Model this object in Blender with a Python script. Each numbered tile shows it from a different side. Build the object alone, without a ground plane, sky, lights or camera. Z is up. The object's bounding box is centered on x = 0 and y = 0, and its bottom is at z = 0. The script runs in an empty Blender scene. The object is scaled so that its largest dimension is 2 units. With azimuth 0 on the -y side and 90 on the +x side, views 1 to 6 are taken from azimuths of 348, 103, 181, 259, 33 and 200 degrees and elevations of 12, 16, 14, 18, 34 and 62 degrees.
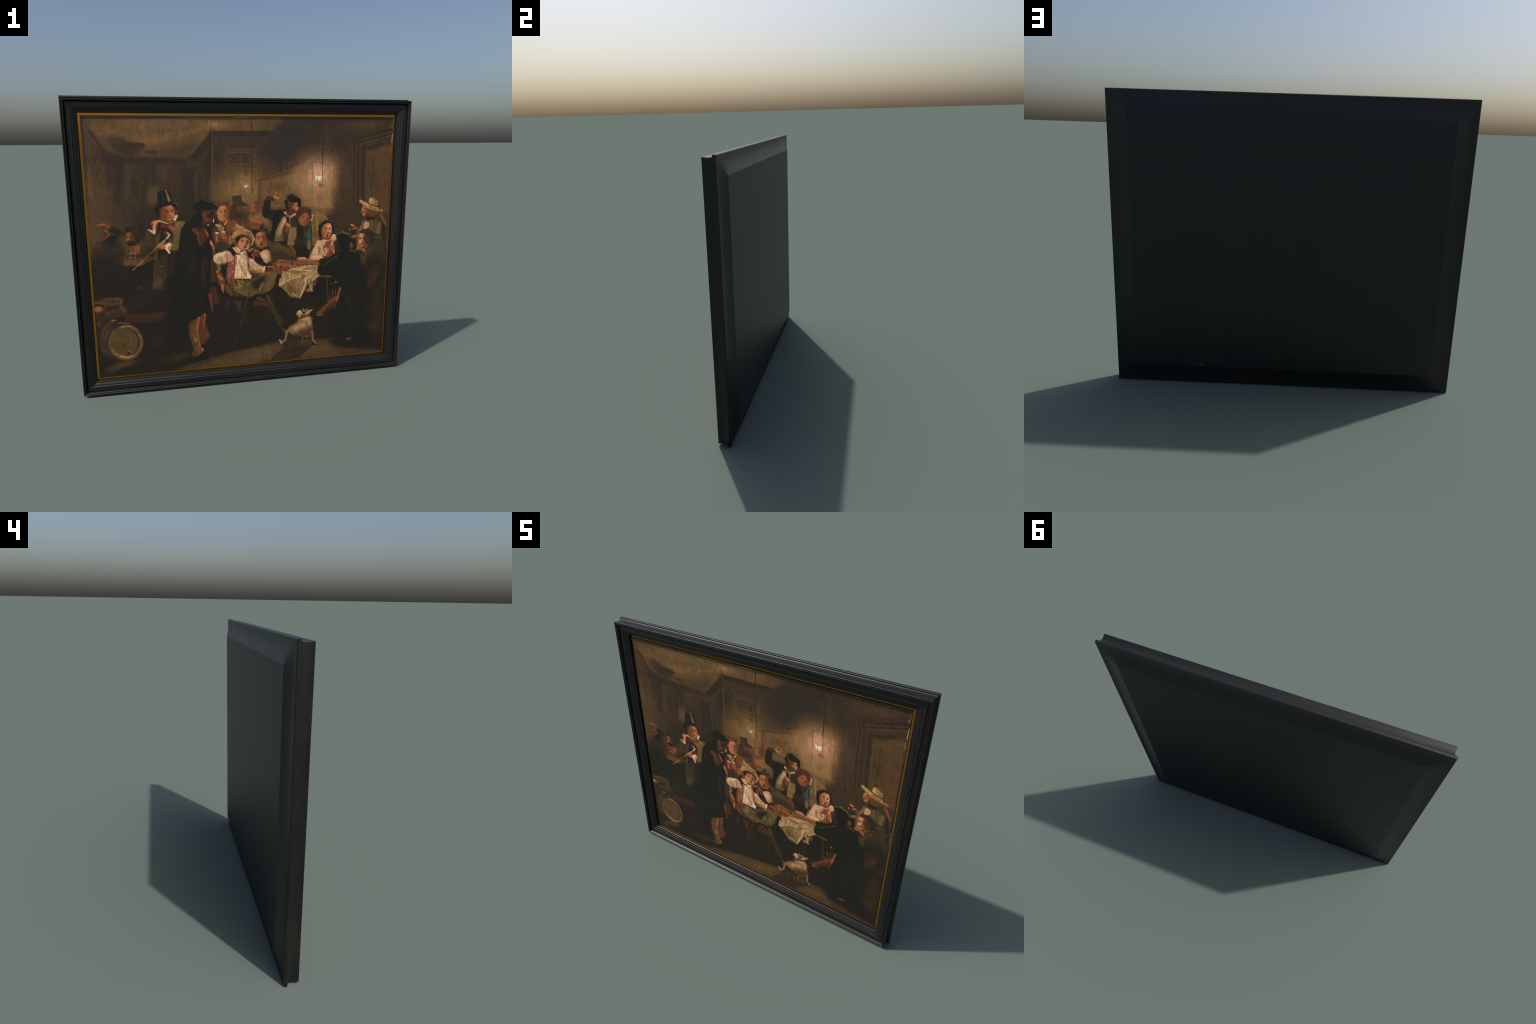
import bpy, bmesh, math
from mathutils import Vector

# ------------------------------------------------------------------ sizes (m)
HALF_W, HEIGHT = 1.000, 1.7028          # outermost edge: the back lip of the frame
CANVAS_INSET = 0.1015                  # from the outermost edge to the canvas edge
CANVAS_FRONT = -0.0124                 # y of the painted surface
DEPTH = 0.0529 / 0.0520                # depth of the moulding against its drawn section
PANEL_INSET, PANEL_BACK = 0.118, 0.0529  # raised back panel


def new_mesh_object(name, verts, faces, material=None, parent=None, sharp=32):
    me = bpy.data.meshes.new(name)
    me.from_pydata([tuple(v) for v in verts], [], faces)
    me.update()
    bm = bmesh.new(); bm.from_mesh(me)
    bmesh.ops.recalc_face_normals(bm, faces=bm.faces)
    bm.to_mesh(me); bm.free()
    ob = bpy.data.objects.new(name, me)
    bpy.context.scene.collection.objects.link(ob)
    if material: me.materials.append(material)
    if parent: ob.parent = parent
    me.shade_smooth()
    me.set_sharp_from_angle(angle=math.radians(sharp))
    return ob


# ------------------------------------------------------------- node shorthand
class Nodes:
    """small helper: builds the nodes of one material in order"""
    def __init__(self, name, group=None):
        if group:
            self.tree = bpy.data.node_groups.new(group, "ShaderNodeTree")
            return
        self.mat = bpy.data.materials.new(name)
        self.mat.use_nodes = True
        self.tree = self.mat.node_tree
        self.tree.nodes.clear()
        self.coord = self.add("ShaderNodeTexCoord").outputs["Object"]

    def add(self, kind, inputs=None, **props):
        n = self.tree.nodes.new(kind)
        for k, v in props.items():
            setattr(n, k, v)
        for k, v in (inputs or {}).items():
            self.put(n.inputs[k], v)
        return n

    def put(self, socket, v):
        if isinstance(v, bpy.types.NodeSocket):
            self.tree.links.new(v, socket)
        else:
            socket.default_value = v

    def math(self, op, a, b=0.0, c=0.0, clamp=False):
        n = self.add("ShaderNodeMath", {0: a, 1: b, 2: c}, operation=op, use_clamp=clamp)
        return n.outputs[0]

    def noise(self, scale, detail=2.0, stretch=None, rough=0.5, offset=(0, 0, 0)):
        v = self.coord
        if stretch or any(offset):
            v = self.add("ShaderNodeMapping", {"Vector": v, "Scale": stretch or (1, 1, 1), "Location": offset}).outputs[0]
        return self.add("ShaderNodeTexNoise", {"Vector": v, "Scale": scale, "Detail": detail, "Roughness": rough}).outputs["Fac"]

    def ramp(self, f, lo, hi):
        return self.add("ShaderNodeMapRange", {"Value": f, "From Min": lo, "From Max": hi}).outputs[0]

    def mix(self, f, a, b, blend="MIX"):
        n = self.add("ShaderNodeMixRGB", {"Fac": f, "Color1": a, "Color2": b}, blend_type=blend)
        return n.outputs[0]

    def finish(self, colour, rough, metallic=0.0, specular=0.5, bump=None, bump_depth=0.001, coat=0.0):
        bsdf = self.add("ShaderNodeBsdfPrincipled", {"Base Color": colour, "Roughness": rough, "Metallic": metallic,
                        "Specular IOR Level": specular, "Coat Weight": coat})
        if bump is not None:
            b = self.add("ShaderNodeBump", {"Height": bump, "Distance": bump_depth, "Strength": 1.0})
            self.tree.links.new(b.outputs[0], bsdf.inputs["Normal"])
        out = self.add("ShaderNodeOutputMaterial")
        self.tree.links.new(bsdf.outputs[0], out.inputs[0])
        return self.mat


def black_lacquer(name, along, wear=1.0):
    """ebonised wood: near-black paint, rubbed through to brown wood in sparse streaks"""
    n = Nodes(name)
    stretch = tuple(0.06 if k == along else 1.0 for k in range(3))
    grain = n.noise(90, 3, stretch)
    patch = n.noise(3.0, 2, None, 0.5, (3.1, 0.7, 5.2))
    base = n.mix(n.ramp(grain, 0.3, 0.75), (0.0042, 0.0049, 0.0049, 1), (0.0090, 0.0088, 0.0080, 1))
    base = n.mix(n.ramp(patch, 0.45, 0.8), base, (0.013, 0.0105, 0.0080, 1))
    streak = n.noise(38, 4, stretch, 0.6, (1.3, 4.1, 2.2))
    gate = n.noise(4.5, 2, None, 0.5, (7.7, 1.9, 0.4))
    rub = n.math("MULTIPLY", n.ramp(streak, 0.61, 0.71), n.ramp(gate, 0.55, 0.66))
    base = n.mix(n.math("MULTIPLY", rub, 0.55 * wear), base, (0.10, 0.055, 0.026, 1))
    rough = n.add("ShaderNodeMapRange", {"Value": n.noise(14, 3), "To Min": 0.33, "To Max": 0.45}).outputs[0]
    return n.finish(base, rough, bump=grain, bump_depth=0.00015)


def scuffed_back(name):
    """back board: black paint with faint sweeping rubs and small ochre chips"""
    n = Nodes(name)
    haze = n.noise(2.2, 4, None, 0.6)
    base = n.mix(n.ramp(haze, 0.4, 0.8), (0.0048, 0.0056, 0.0054, 1), (0.0085, 0.0080, 0.0068, 1))
    tilt = n.add("ShaderNodeMapping", {"Vector": n.coord, "Rotation": (0, 0.5, 0)}).outputs[0]
    tilt = n.add("ShaderNodeMapping", {"Vector": tilt, "Scale": (0.25, 1, 1.0)}).outputs[0]
    streak = n.add("ShaderNodeTexNoise", {"Vector": tilt, "Scale": 40, "Detail": 4, "Roughness": 0.65, "Distortion": 0.8}).outputs["Fac"]
    gate = n.noise(5.0, 2, None, 0.5, (2.7, 1.1, 9.3))
    chip = n.math("MULTIPLY", n.ramp(streak, 0.63, 0.69), n.ramp(gate, 0.57, 0.65))
    base = n.mix(n.math("MULTIPLY", chip, 0.7), base, (0.13, 0.095, 0.04, 1))
    faint = n.math("MULTIPLY", n.ramp(streak, 0.55, 0.75), n.ramp(gate, 0.4, 0.8))
    base = n.mix(n.math("MULTIPLY", faint, 0.25), base, (0.028, 0.022, 0.015, 1))
    return n.finish(base, 0.42)


def gilding(name):
    n = Nodes(name)
    tone = n.noise(20, 3)
    gold = n.mix(n.ramp(tone, 0.3, 0.7), (0.66, 0.27, 0.030, 1), (0.72, 0.30, 0.036, 1))
    return n.finish(gold, 0.16, metallic=1.0)


# --------------------------------------------------------------------- frame
def smooth_curve(points, steps):
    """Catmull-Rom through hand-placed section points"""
    out = []
    for i in range(len(points) - 1):
        p0, p1, p2, p3 = (Vector(points[max(0, min(len(points) - 1, i + k))]) for k in (-1, 0, 1, 2))
        for s in range(steps):
            t = s / steps
            out.append(0.5 * ((2 * p1) + (p2 - p0) * t + (2 * p0 - 5 * p1 + 4 * p2 - p3) * t * t + (3 * p1 - p0 - 3 * p2 + p3) * t ** 3))
    return out + [Vector(points[-1])]


def rail_section():
    """section of the moulding as (distance in from the outer edge, y), from the sight edge
    over the front, round the outside and in along the back to the raised panel"""
    nose = [(0.0878, -0.0055), (0.0878, -0.0165), (0.0873, -0.0196), (0.0860, -0.0219), (0.0838, -0.0233)]
    cove = [(0.0838, -0.0233), (0.0805, -0.0238), (0.0775, -0.0247), (0.0748, -0.0262)]
    step = [(0.0748, -0.0262), (0.0712, -0.0294), (0.0680, -0.0312), (0.0650, -0.0317), (0.0622, -0.0318)]
    bead = [(0.0622, -0.0318), (0.0590, -0.0342), (0.0565, -0.0362), (0.0548, -0.0368), (0.0535, -0.0362)]
    band = [(0.0535, -0.0362), (0.0522, -0.0358), (0.0460, -0.0360), (0.0400, -0.0363), (0.0360, -0.0370), (0.0345, -0.0366)]
    groove = [(0.0345, -0.0366), (0.0335, -0.0335), (0.0322, -0.0325), (0.0310, -0.0335), (0.0305, -0.0350)]
    inner_lip = [(0.0305, -0.0350), (0.0292, -0.0400), (0.0278, -0.0450), (0.0256, -0.0488), (0.0225, -0.0503), (0.0200, -0.0492)]
    lip = [(0.0200, -0.0492), (0.0190, -0.0478), (0.0175, -0.0490), (0.0158, -0.0512), (0.0140, -0.0520), (0.0120, -0.0516), (0.0110, -0.0500)]
    hollow = [(0.0110, -0.0495), (0.0133, -0.0400), (0.0152, -0.0290), (0.0157, -0.0190), (0.0148, -0.0080), (0.0128, 0.0010), (0.0100, 0.0060), (0.0085, 0.0070)]
    edge = [(0.0085, 0.0070), (0.0030, 0.0075), (0.0008, 0.0090), (0.0000, 0.0125), (0.0000, 0.0190), (0.0010, 0.0240), (0.0035, 0.0275)]
    back = [(0.0035, 0.0275)] + [(0.01 + 0.108 * t, 0.0275 + 0.0245 * max(0.0, (t - 0.19) / 0.81) ** 1.4) for t in (k / 16 for k in range(17))]
    section = []
    for part, steps in ((nose, 3), (cove, 3), (step, 3), (bead, 3), (band, 3), (groove, 3), (inner_lip, 3), (lip, 3), (hollow, 3), (edge, 3)):
        section += smooth_curve(part, steps)
    section += [Vector(p) for p in back]
    section = [Vector((p[0], p[1] * DEPTH)) for p in section]
    clean = [section[0]]
    for p in section[1:]:
        if (p - clean[-1]).length > 1e-5: clean.append(p)
    return clean


def mitred_rail(name, section, side, material, parent, closed=True, spans=24):
    """sweeps a section along one side of the rectangle, cut at 45 degrees at both ends"""
    verts, faces = [], []
    pts = list(section)
    stations = [0.0] + [0.045 + 0.91 * j / (spans - 2) for j in range(spans - 1)] + [1.0]
    for t in stations:
        for p in pts:
            d, y = p[0], p[1]
            x0, x1, z0, z1 = -HALF_W + d, HALF_W - d, d, HEIGHT - d
            if side == "top": v = (x0 + (x1 - x0) * t, y, z1)
            elif side == "bottom": v = (x0 + (x1 - x0) * t, y, z0)
            elif side == "left": v = (x0, y, z0 + (z1 - z0) * t)
            else: v = (x1, y, z0 + (z1 - z0) * t)
            verts.append(v)
    m = len(pts)
    for j in range(spans):
        for i in range(m if closed else m - 1):
            k = (i + 1) % m
            faces.append((j * m + i, j * m + k, (j + 1) * m + k, (j + 1) * m + i))
    ob = new_mesh_object(name, verts, faces, material, parent, 38)
    if closed and m > 20:
        soften_back_mitres(ob.data, pts, m, spans, side)
    return ob


def soften_back_mitres(me, pts, m, spans, side):
    """the hollow on the back runs round the corners: rails share their normals there, less so towards the panel"""
    normals = [Vector(c.vector) for c in me.corner_normals]
    for loop in me.loops:
        j, i = divmod(loop.vertex_index, m)
        d, y = pts[i][0], pts[i][1]
        if j in (0, spans) and y > 0.027 and d > 0.006:
            n = normals[loop.index]
            lean = n.z if side in ("top", "bottom") else n.x          # tilt of the hollow, seen in its section
            low = j == 0
            other = Vector((0, n.y, 0))
            if side in ("top", "bottom"): other.x = (-abs(lean) if low else abs(lean))
            else: other.z = (-abs(lean) if low else abs(lean))
            share = 0.5 * max(0.0, min(1.0, (0.114 - d) / 0.03))
            normals[loop.index] = (n * (1 - share) + other * share).normalized()
    me.normals_split_custom_set([tuple(n) for n in normals])


def box(name, x0, x1, y0, y1, z0, z1, material, parent):
    v = [(x, y, z) for x in (x0, x1) for y in (y0, y1) for z in (z0, z1)]
    f = [(0, 1, 3, 2), (4, 6, 7, 5), (0, 4, 5, 1), (2, 3, 7, 6), (0, 2, 6, 4), (1, 5, 7, 3)]
    return new_mesh_object(name, v, f, material, parent)


picture = bpy.data.objects.new("framed_painting", None)
bpy.context.scene.collection.objects.link(picture)
picture["label"] = "dark old tavern scene painting in a black moulded frame"
picture["category"] = "painting"

frame = bpy.data.objects.new("frame", None)
bpy.context.scene.collection.objects.link(frame)
frame.parent = picture

lacquer_h, lacquer_v = black_lacquer("ebonised_wood_along", 0), black_lacquer("ebonised_wood_upright", 2)
gold = gilding("gilt_metal_leaf")
section = rail_section()
for side in ("top", "bottom", "left", "right"):
    mitred_rail("frame_rail", section, side, lacquer_h if side in ("top", "bottom") else lacquer_v, frame)
slip = [(0.0890, -0.0030), (0.0885, -0.0062), (0.1010, -0.0062), (0.1040, -0.0062), (0.1040, -0.0030)]
for side in ("top", "bottom", "left", "right"):
    mitred_rail("gilt_slip", slip, side, gold, frame)
box("back_panel", -HALF_W + PANEL_INSET, HALF_W - PANEL_INSET, 0.030, PANEL_BACK, PANEL_INSET, HEIGHT - PANEL_INSET, scuffed_back("scuffed_black_board"), picture)

# ------------------------------------------------------------------ painting
# The painted picture is described brush mark by brush mark in centimetres on the canvas
# (x from its left edge, z up from its bottom edge) and becomes node masks, later marks on top.
CANVAS_W, CANVAS_H = (2 * HALF_W - 2 * CANVAS_INSET) * 100, (HEIGHT - 2 * CANVAS_INSET) * 100
marks = []
SPREAD = 0.6                           # how far soft paint feathers beyond its edge


def pigment(r, g, b):
    """paint colour as seen in daylight on the canvas (0-255) -> surface colour"""
    lin = [((c / 255 + 0.055) / 1.055) ** 2.4 for c in (r, g, b)]
    return tuple(max(0.003, (c - 0.0098) / 0.647) for c in lin) + (1.0,)


BLACK, SOOT = pigment(34, 32, 29), pigment(39, 34, 30)
UMBER, EARTH, BROWN, TAN, SAND = pigment(50, 41, 34), pigment(62, 49, 37), pigment(80, 60, 41), pigment(100, 75, 48), pigment(125, 93, 60)
SLATE = pigment(46, 42, 39)
OCHRE, STRAW, PALE_STRAW = pigment(118, 84, 46), pigment(146, 111, 66), pigment(174, 138, 88)
FLESH_DARK, FLESH_BROWN, FLESH, FLESH_LIT, FLESH_BRIGHT = pigment(68, 44, 32), pigment(100, 60, 39), pigment(139, 82, 53), pigment(172, 108, 75), pigment(202, 142, 108)
LINEN_SHADE, LINEN, LINEN_LIT, LINEN_BRIGHT = pigment(120, 92, 64), pigment(164, 126, 92), pigment(196, 154, 122), pigment(212, 176, 150)
RUST_DARK, RUST, RED, ROSE, ROSE_PALE = pigment(80, 49, 35), pigment(116, 64, 41), pigment(136, 58, 40), pigment(146, 84, 68), pigment(176, 126, 102)
OLIVE_DARK, OLIVE, OLIVE_LIT, OLIVE_BRIGHT = pigment(56, 46, 35), pigment(75, 61, 38), pigment(99, 80, 48), pigment(122, 98, 60)
TEAL_DARK, TEAL = pigment(44, 62, 54), pigment(54, 84, 74)
GREY, SILVER, WHITE = pigment(92, 84, 70), pigment(170, 158, 138), pigment(232, 228, 216)
PAPER_SHADE, PAPER, PAPER_LIT = pigment(112, 88, 58), pigment(146, 116, 80), pigment(184, 146, 112)
GLOW, GLOW_WARM, GLOW_HOT = pigment(140, 104, 72), pigment(164, 121, 90), pigment(192, 142, 118)
CEILING, CEILING_WARM, CEILING_COOL = pigment(90, 67, 44), pigment(112, 81, 47), pigment(88, 76, 57)


def dab(colour, x, z, across, along, turn=0, soft=0.35, cover=1.0):
    """elliptical touch of paint"""
    marks.append(("dab", colour, cover, (x, z, across, along, turn, soft)))


def stroke(colour, start, end, r0, r1, soft=0.35, cover=1.0):
    """tapering brush stroke with round ends"""
    marks.append(("stroke", colour, cover, (start, end, r0, r1, soft)))


def turn_at(p, q, r):
    return (q[0] - p[0]) * (r[1] - q[1]) - (q[1] - p[1]) * (r[0] - q[0])


def convex_pieces(corners):
    """cuts a polygon into convex pieces: ears are clipped, then grown together again"""
    area = sum(corners[i - 1][0] * corners[i][1] - corners[i][0] * corners[i - 1][1] for i in range(len(corners)))
    left = list(corners) if area > 0 else list(reversed(corners))

    def convex(poly):
        return all(turn_at(poly[i - 2], poly[i - 1], poly[i]) > -1e-6 for i in range(len(poly)))
    if convex(left):
        return [left]
    pieces = []
    while len(left) > 3:
        for i in range(len(left)):
            p, q, r = left[i - 1], left[i], left[(i + 1) % len(left)]
            inside = any(turn_at(p, q, o) > 0 and turn_at(q, r, o) > 0 and turn_at(r, p, o) > 0 for o in left if o not in (p, q, r))
            if turn_at(p, q, r) > 0 and not inside:
                break
        pieces.append([p, q, r])
        left.pop(i)
    pieces.append(left)
    merged = True
    while merged:
        merged = False
        for one in pieces:
            for two in pieces:
                shared = [i for i in range(len(one)) if one[i - 1] in two and one[i] in two and two[two.index(one[i]) - len(two) + 1] == one[i - 1]] if one is not two else []
                if shared:
                    i = shared[0]
                    k = two.index(one[i])
                    joined = one[i:] + one[:i] + (two[k + 2:] + two[:k] if k + 2 <= len(two) else two[1:k])
                    if len(joined) == len(one) + len(two) - 2 and convex(joined):
                        pieces = [p for p in pieces if p is not one and p is not two] + [joined]
                        merged = True
                        break
            if merged: break
    return pieces


def patch(colour, corners, soft=0.6, cover=1.0):
    """flat area with straight sides"""
    planes = []
    outline = {frozenset((corners[i - 1], corners[i])) for i in range(len(corners))}
    for piece in convex_pieces(corners):
        sides = []
        for i in range(len(piece)):
            (x0, z0), (x1, z1) = piece[i - 1], piece[i]
            size = math.hypot(x1 - x0, z1 - z0)
            nx, nz = (z1 - z0) / size, (x0 - x1) / size
            inner = frozenset((piece[i - 1], piece[i])) not in outline
            sides.append((nx, nz, nx * x0 + nz * z0 + (2 * soft if inner else 0.0)))
        planes.append(sides)
    marks.append(("patch", colour, cover, (planes, soft)))


def face(x, z, a, b, tilt=0.0, look=0.0, lit=1, tones=None, mouth="shut", eyes=True):
    """a head's face: half width a, half height b, turned by look, light from the side lit"""
    dark, mid, bright = tones
    t = math.radians(-tilt)
    c, s = math.cos(t), math.sin(t)

    def at(u, v):                      # face units: u to the right, v down
        return x + a * u * c + b * v * s, z + a * u * s - b * v * c

    def touch(colour, u, v, ru, rv, soft=0.5, cover=1.0):
        px, pz = at(u, v)
        dab(colour, px, pz, ru * a, rv * b, turn=-tilt, soft=soft, cover=cover)
    touch(mid, 0, 0, 1, 1, 0.12)
    touch(dark, -0.72 * lit, 0.05, 0.55, 0.95, 0.7, 0.85)
    touch(dark, 0, 0.95, 0.7, 0.22, 0.8, 0.6)
    touch(bright, 0.25 * look + 0.15 * lit, -0.58, 0.5, 0.24, 0.8, 0.85)
    touch(bright, 0.45 * lit + 0.2 * look, 0.2, 0.3, 0.3, 0.9, 0.9)
    if eyes:
        for side in (-1, 1):
            eu = 0.32 * look + 0.38 * side
            stroke(FLESH_DARK, at(eu - 0.17, -0.30), at(eu + 0.17, -0.31), 0.05 * a, 0.04 * a, 0.6)
            touch(SOOT, eu, -0.14, 0.17, 0.085, 0.5, 0.9)
    stroke(bright, at(0.42 * look, -0.15), at(0.52 * look, 0.18), 0.07 * a, 0.10 * a, 0.7)
    touch(FLESH_DARK, 0.44 * look - 0.06 * lit, 0.31, 0.2, 0.055, 0.6, 0.85)
    if mouth == "open":
        touch(RUST_DARK, 0.4 * look, 0.58, 0.22, 0.19, 0.5)
        touch(BLACK, 0.4 * look, 0.58, 0.14, 0.12, 0.6)
    elif mouth == "shut":
        touch(RUST_DARK, 0.38 * look, 0.54, 0.26, 0.075, 0.6)
        touch(bright, 0.38 * look, 0.78, 0.24, 0.11, 0.9, 0.6)



def room_walls_and_ceiling():
    patch(EARTH, [(-4.5, 152.6), (186.7, 154.1), (191.8, 74.5), (-10.1, 83.5)], soft=1)
    dab(BLACK, 81.4, 29.7, 143.7, 70.9, turn=-5, soft=0.35)
    patch(SOOT, [(-9.2, 60.6), (189.1, 61.6), (194.7, -29.7), (-14.5, -6)], soft=8.4)
    dab(BROWN, 5.1, 110.6, 18.6, 45, turn=-4, soft=0.9, cover=0.8)
    dab(BROWN, 2.39, 91.4, 16.1, 19.8, turn=-4, soft=0.9, cover=0.9)
    patch(CEILING, [(2.19, 148.6), (69.9, 148.9), (69.7, 141.9), (58.5, 129.1), (54.5, 126.7), (14.7, 128.7), (5.3, 142.9)], soft=1.27)
    patch(CEILING, [(69.9, 148.9), (112.8, 148.6), (104.5, 141.9), (69.7, 141.6)], soft=0.55)
    dab(BROWN, 2.72, 148.8, 15.3, 6.4, turn=0, soft=0.9, cover=0.7)
    dab(CEILING_WARM, 38.2, 145.6, 19.7, 3.5, turn=0, soft=0.9, cover=0.6)
    dab(CEILING_WARM, 36.2, 137.6, 13.8, 2.9, turn=5, soft=0.8, cover=0.8)
    dab(CEILING_WARM, 13.2, 142.1, 6.8, 2.88, turn=-10, soft=0.9, cover=0.45)
    dab(CEILING_COOL, 35.1, 146.6, 4.2, 1.61, turn=-10, soft=0.9, cover=0.8)
    dab(CEILING_COOL, 46.8, 146.9, 6.6, 1.93, turn=0, soft=0.9, cover=0.7)
    dab(CEILING_COOL, 27.7, 140.5, 6.7, 1.93, turn=-3, soft=0.9, cover=0.7)
    dab(CEILING_COOL, 50.8, 140.7, 5.7, 1.3, turn=-0, soft=0.8, cover=0.8)
    dab(EARTH, 18.5, 135.7, 6.9, 4.2, turn=-10, soft=0.6, cover=0.9)
    dab(UMBER, 24.6, 132.2, 8.4, 4.5, turn=-0, soft=0.6, cover=0.85)
    stroke(UMBER, (24.2, 134.8), (31.8, 134.1), 1.45, 1.29, soft=0.4, cover=0.9)
    stroke(EARTH, (33.9, 130.8), (38.5, 130.4), 1.14, 1.14, soft=0.4)
    dab(EARTH, 44, 129.1, 11, 4.3, turn=9, soft=0.8, cover=0.6)
    dab(UMBER, 34, 126.2, 26.6, 1.97, turn=-1, soft=0.9, cover=0.85)
    dab(UMBER, 14.8, 127.4, 7.9, 3.9, turn=-21, soft=0.7, cover=0.8)
    dab(CEILING_COOL, 57.5, 147.3, 8, 2.27, turn=0, soft=0.9, cover=0.6)
    dab(SAND, 71.2, 145.1, 8.9, 2.3, turn=0, soft=0.9, cover=0.7)
    dab(GLOW, 71.2, 145.7, 3.4, 1.31, turn=0, soft=0.9, cover=0.7)
    dab(CEILING_WARM, 60.6, 141.8, 6.8, 1.63, turn=10, soft=0.9, cover=0.6)
    dab(CEILING_COOL, 54.2, 140.5, 4.3, 0.98, turn=-0, soft=0.8, cover=0.8)
    dab(EARTH, 55.3, 132.3, 8.1, 3.9, turn=24, soft=0.8, cover=0.85)
    patch(UMBER, [(69.9, 142), (69.7, 134.9), (58.4, 123.6), (56.8, 127)], soft=0.67)
    dab(EARTH, 56.7, 123.6, 8.5, 3, turn=19, soft=0.8, cover=0.9)
    stroke(UMBER, (4.2, 142.4), (11.2, 131.3), 0.5, 0.69, soft=0.6, cover=0.9)
    stroke(UMBER, (5.7, 133.3), (24.3, 125.4), 0.64, 1.92, soft=0.8, cover=0.6)
    stroke(SLATE, (18.4, 124.1), (16.5, 104.4), 3.6, 2.93, soft=0.8, cover=0.85)
    stroke(SLATE, (33.6, 123.9), (31.3, 103.9), 1.49, 1.33, soft=0.7, cover=0.8)
    stroke(SLATE, (26.2, 114.8), (26.2, 107.5), 2.31, 1.65, soft=0.8, cover=0.7)
    stroke(UMBER, (13.3, 124.2), (12.4, 111.1), 1.94, 1.29, soft=0.9, cover=0.7)
    stroke(BROWN, (8, 121), (8.3, 116.1), 1.93, 1.93, soft=0.9, cover=0.8)
    stroke(TAN, (2.79, 122.7), (2.67, 108.1), 1.44, 1.92, soft=0.9, cover=0.5)
    stroke(BROWN, (23.4, 122.4), (21.9, 107.6), 1.31, 1.64, soft=0.9, cover=0.7)
    stroke(BROWN, (43, 120.5), (42.8, 115.5), 3.7, 3.7, soft=0.9, cover=0.7)
    dab(TAN, 36.1, 107.2, 3.7, 5.8, turn=-17, soft=0.9, cover=0.7)
    stroke(UMBER, (36.6, 124.6), (36.4, 113.9), 1.99, 0.99, soft=0.8, cover=0.8)


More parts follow.
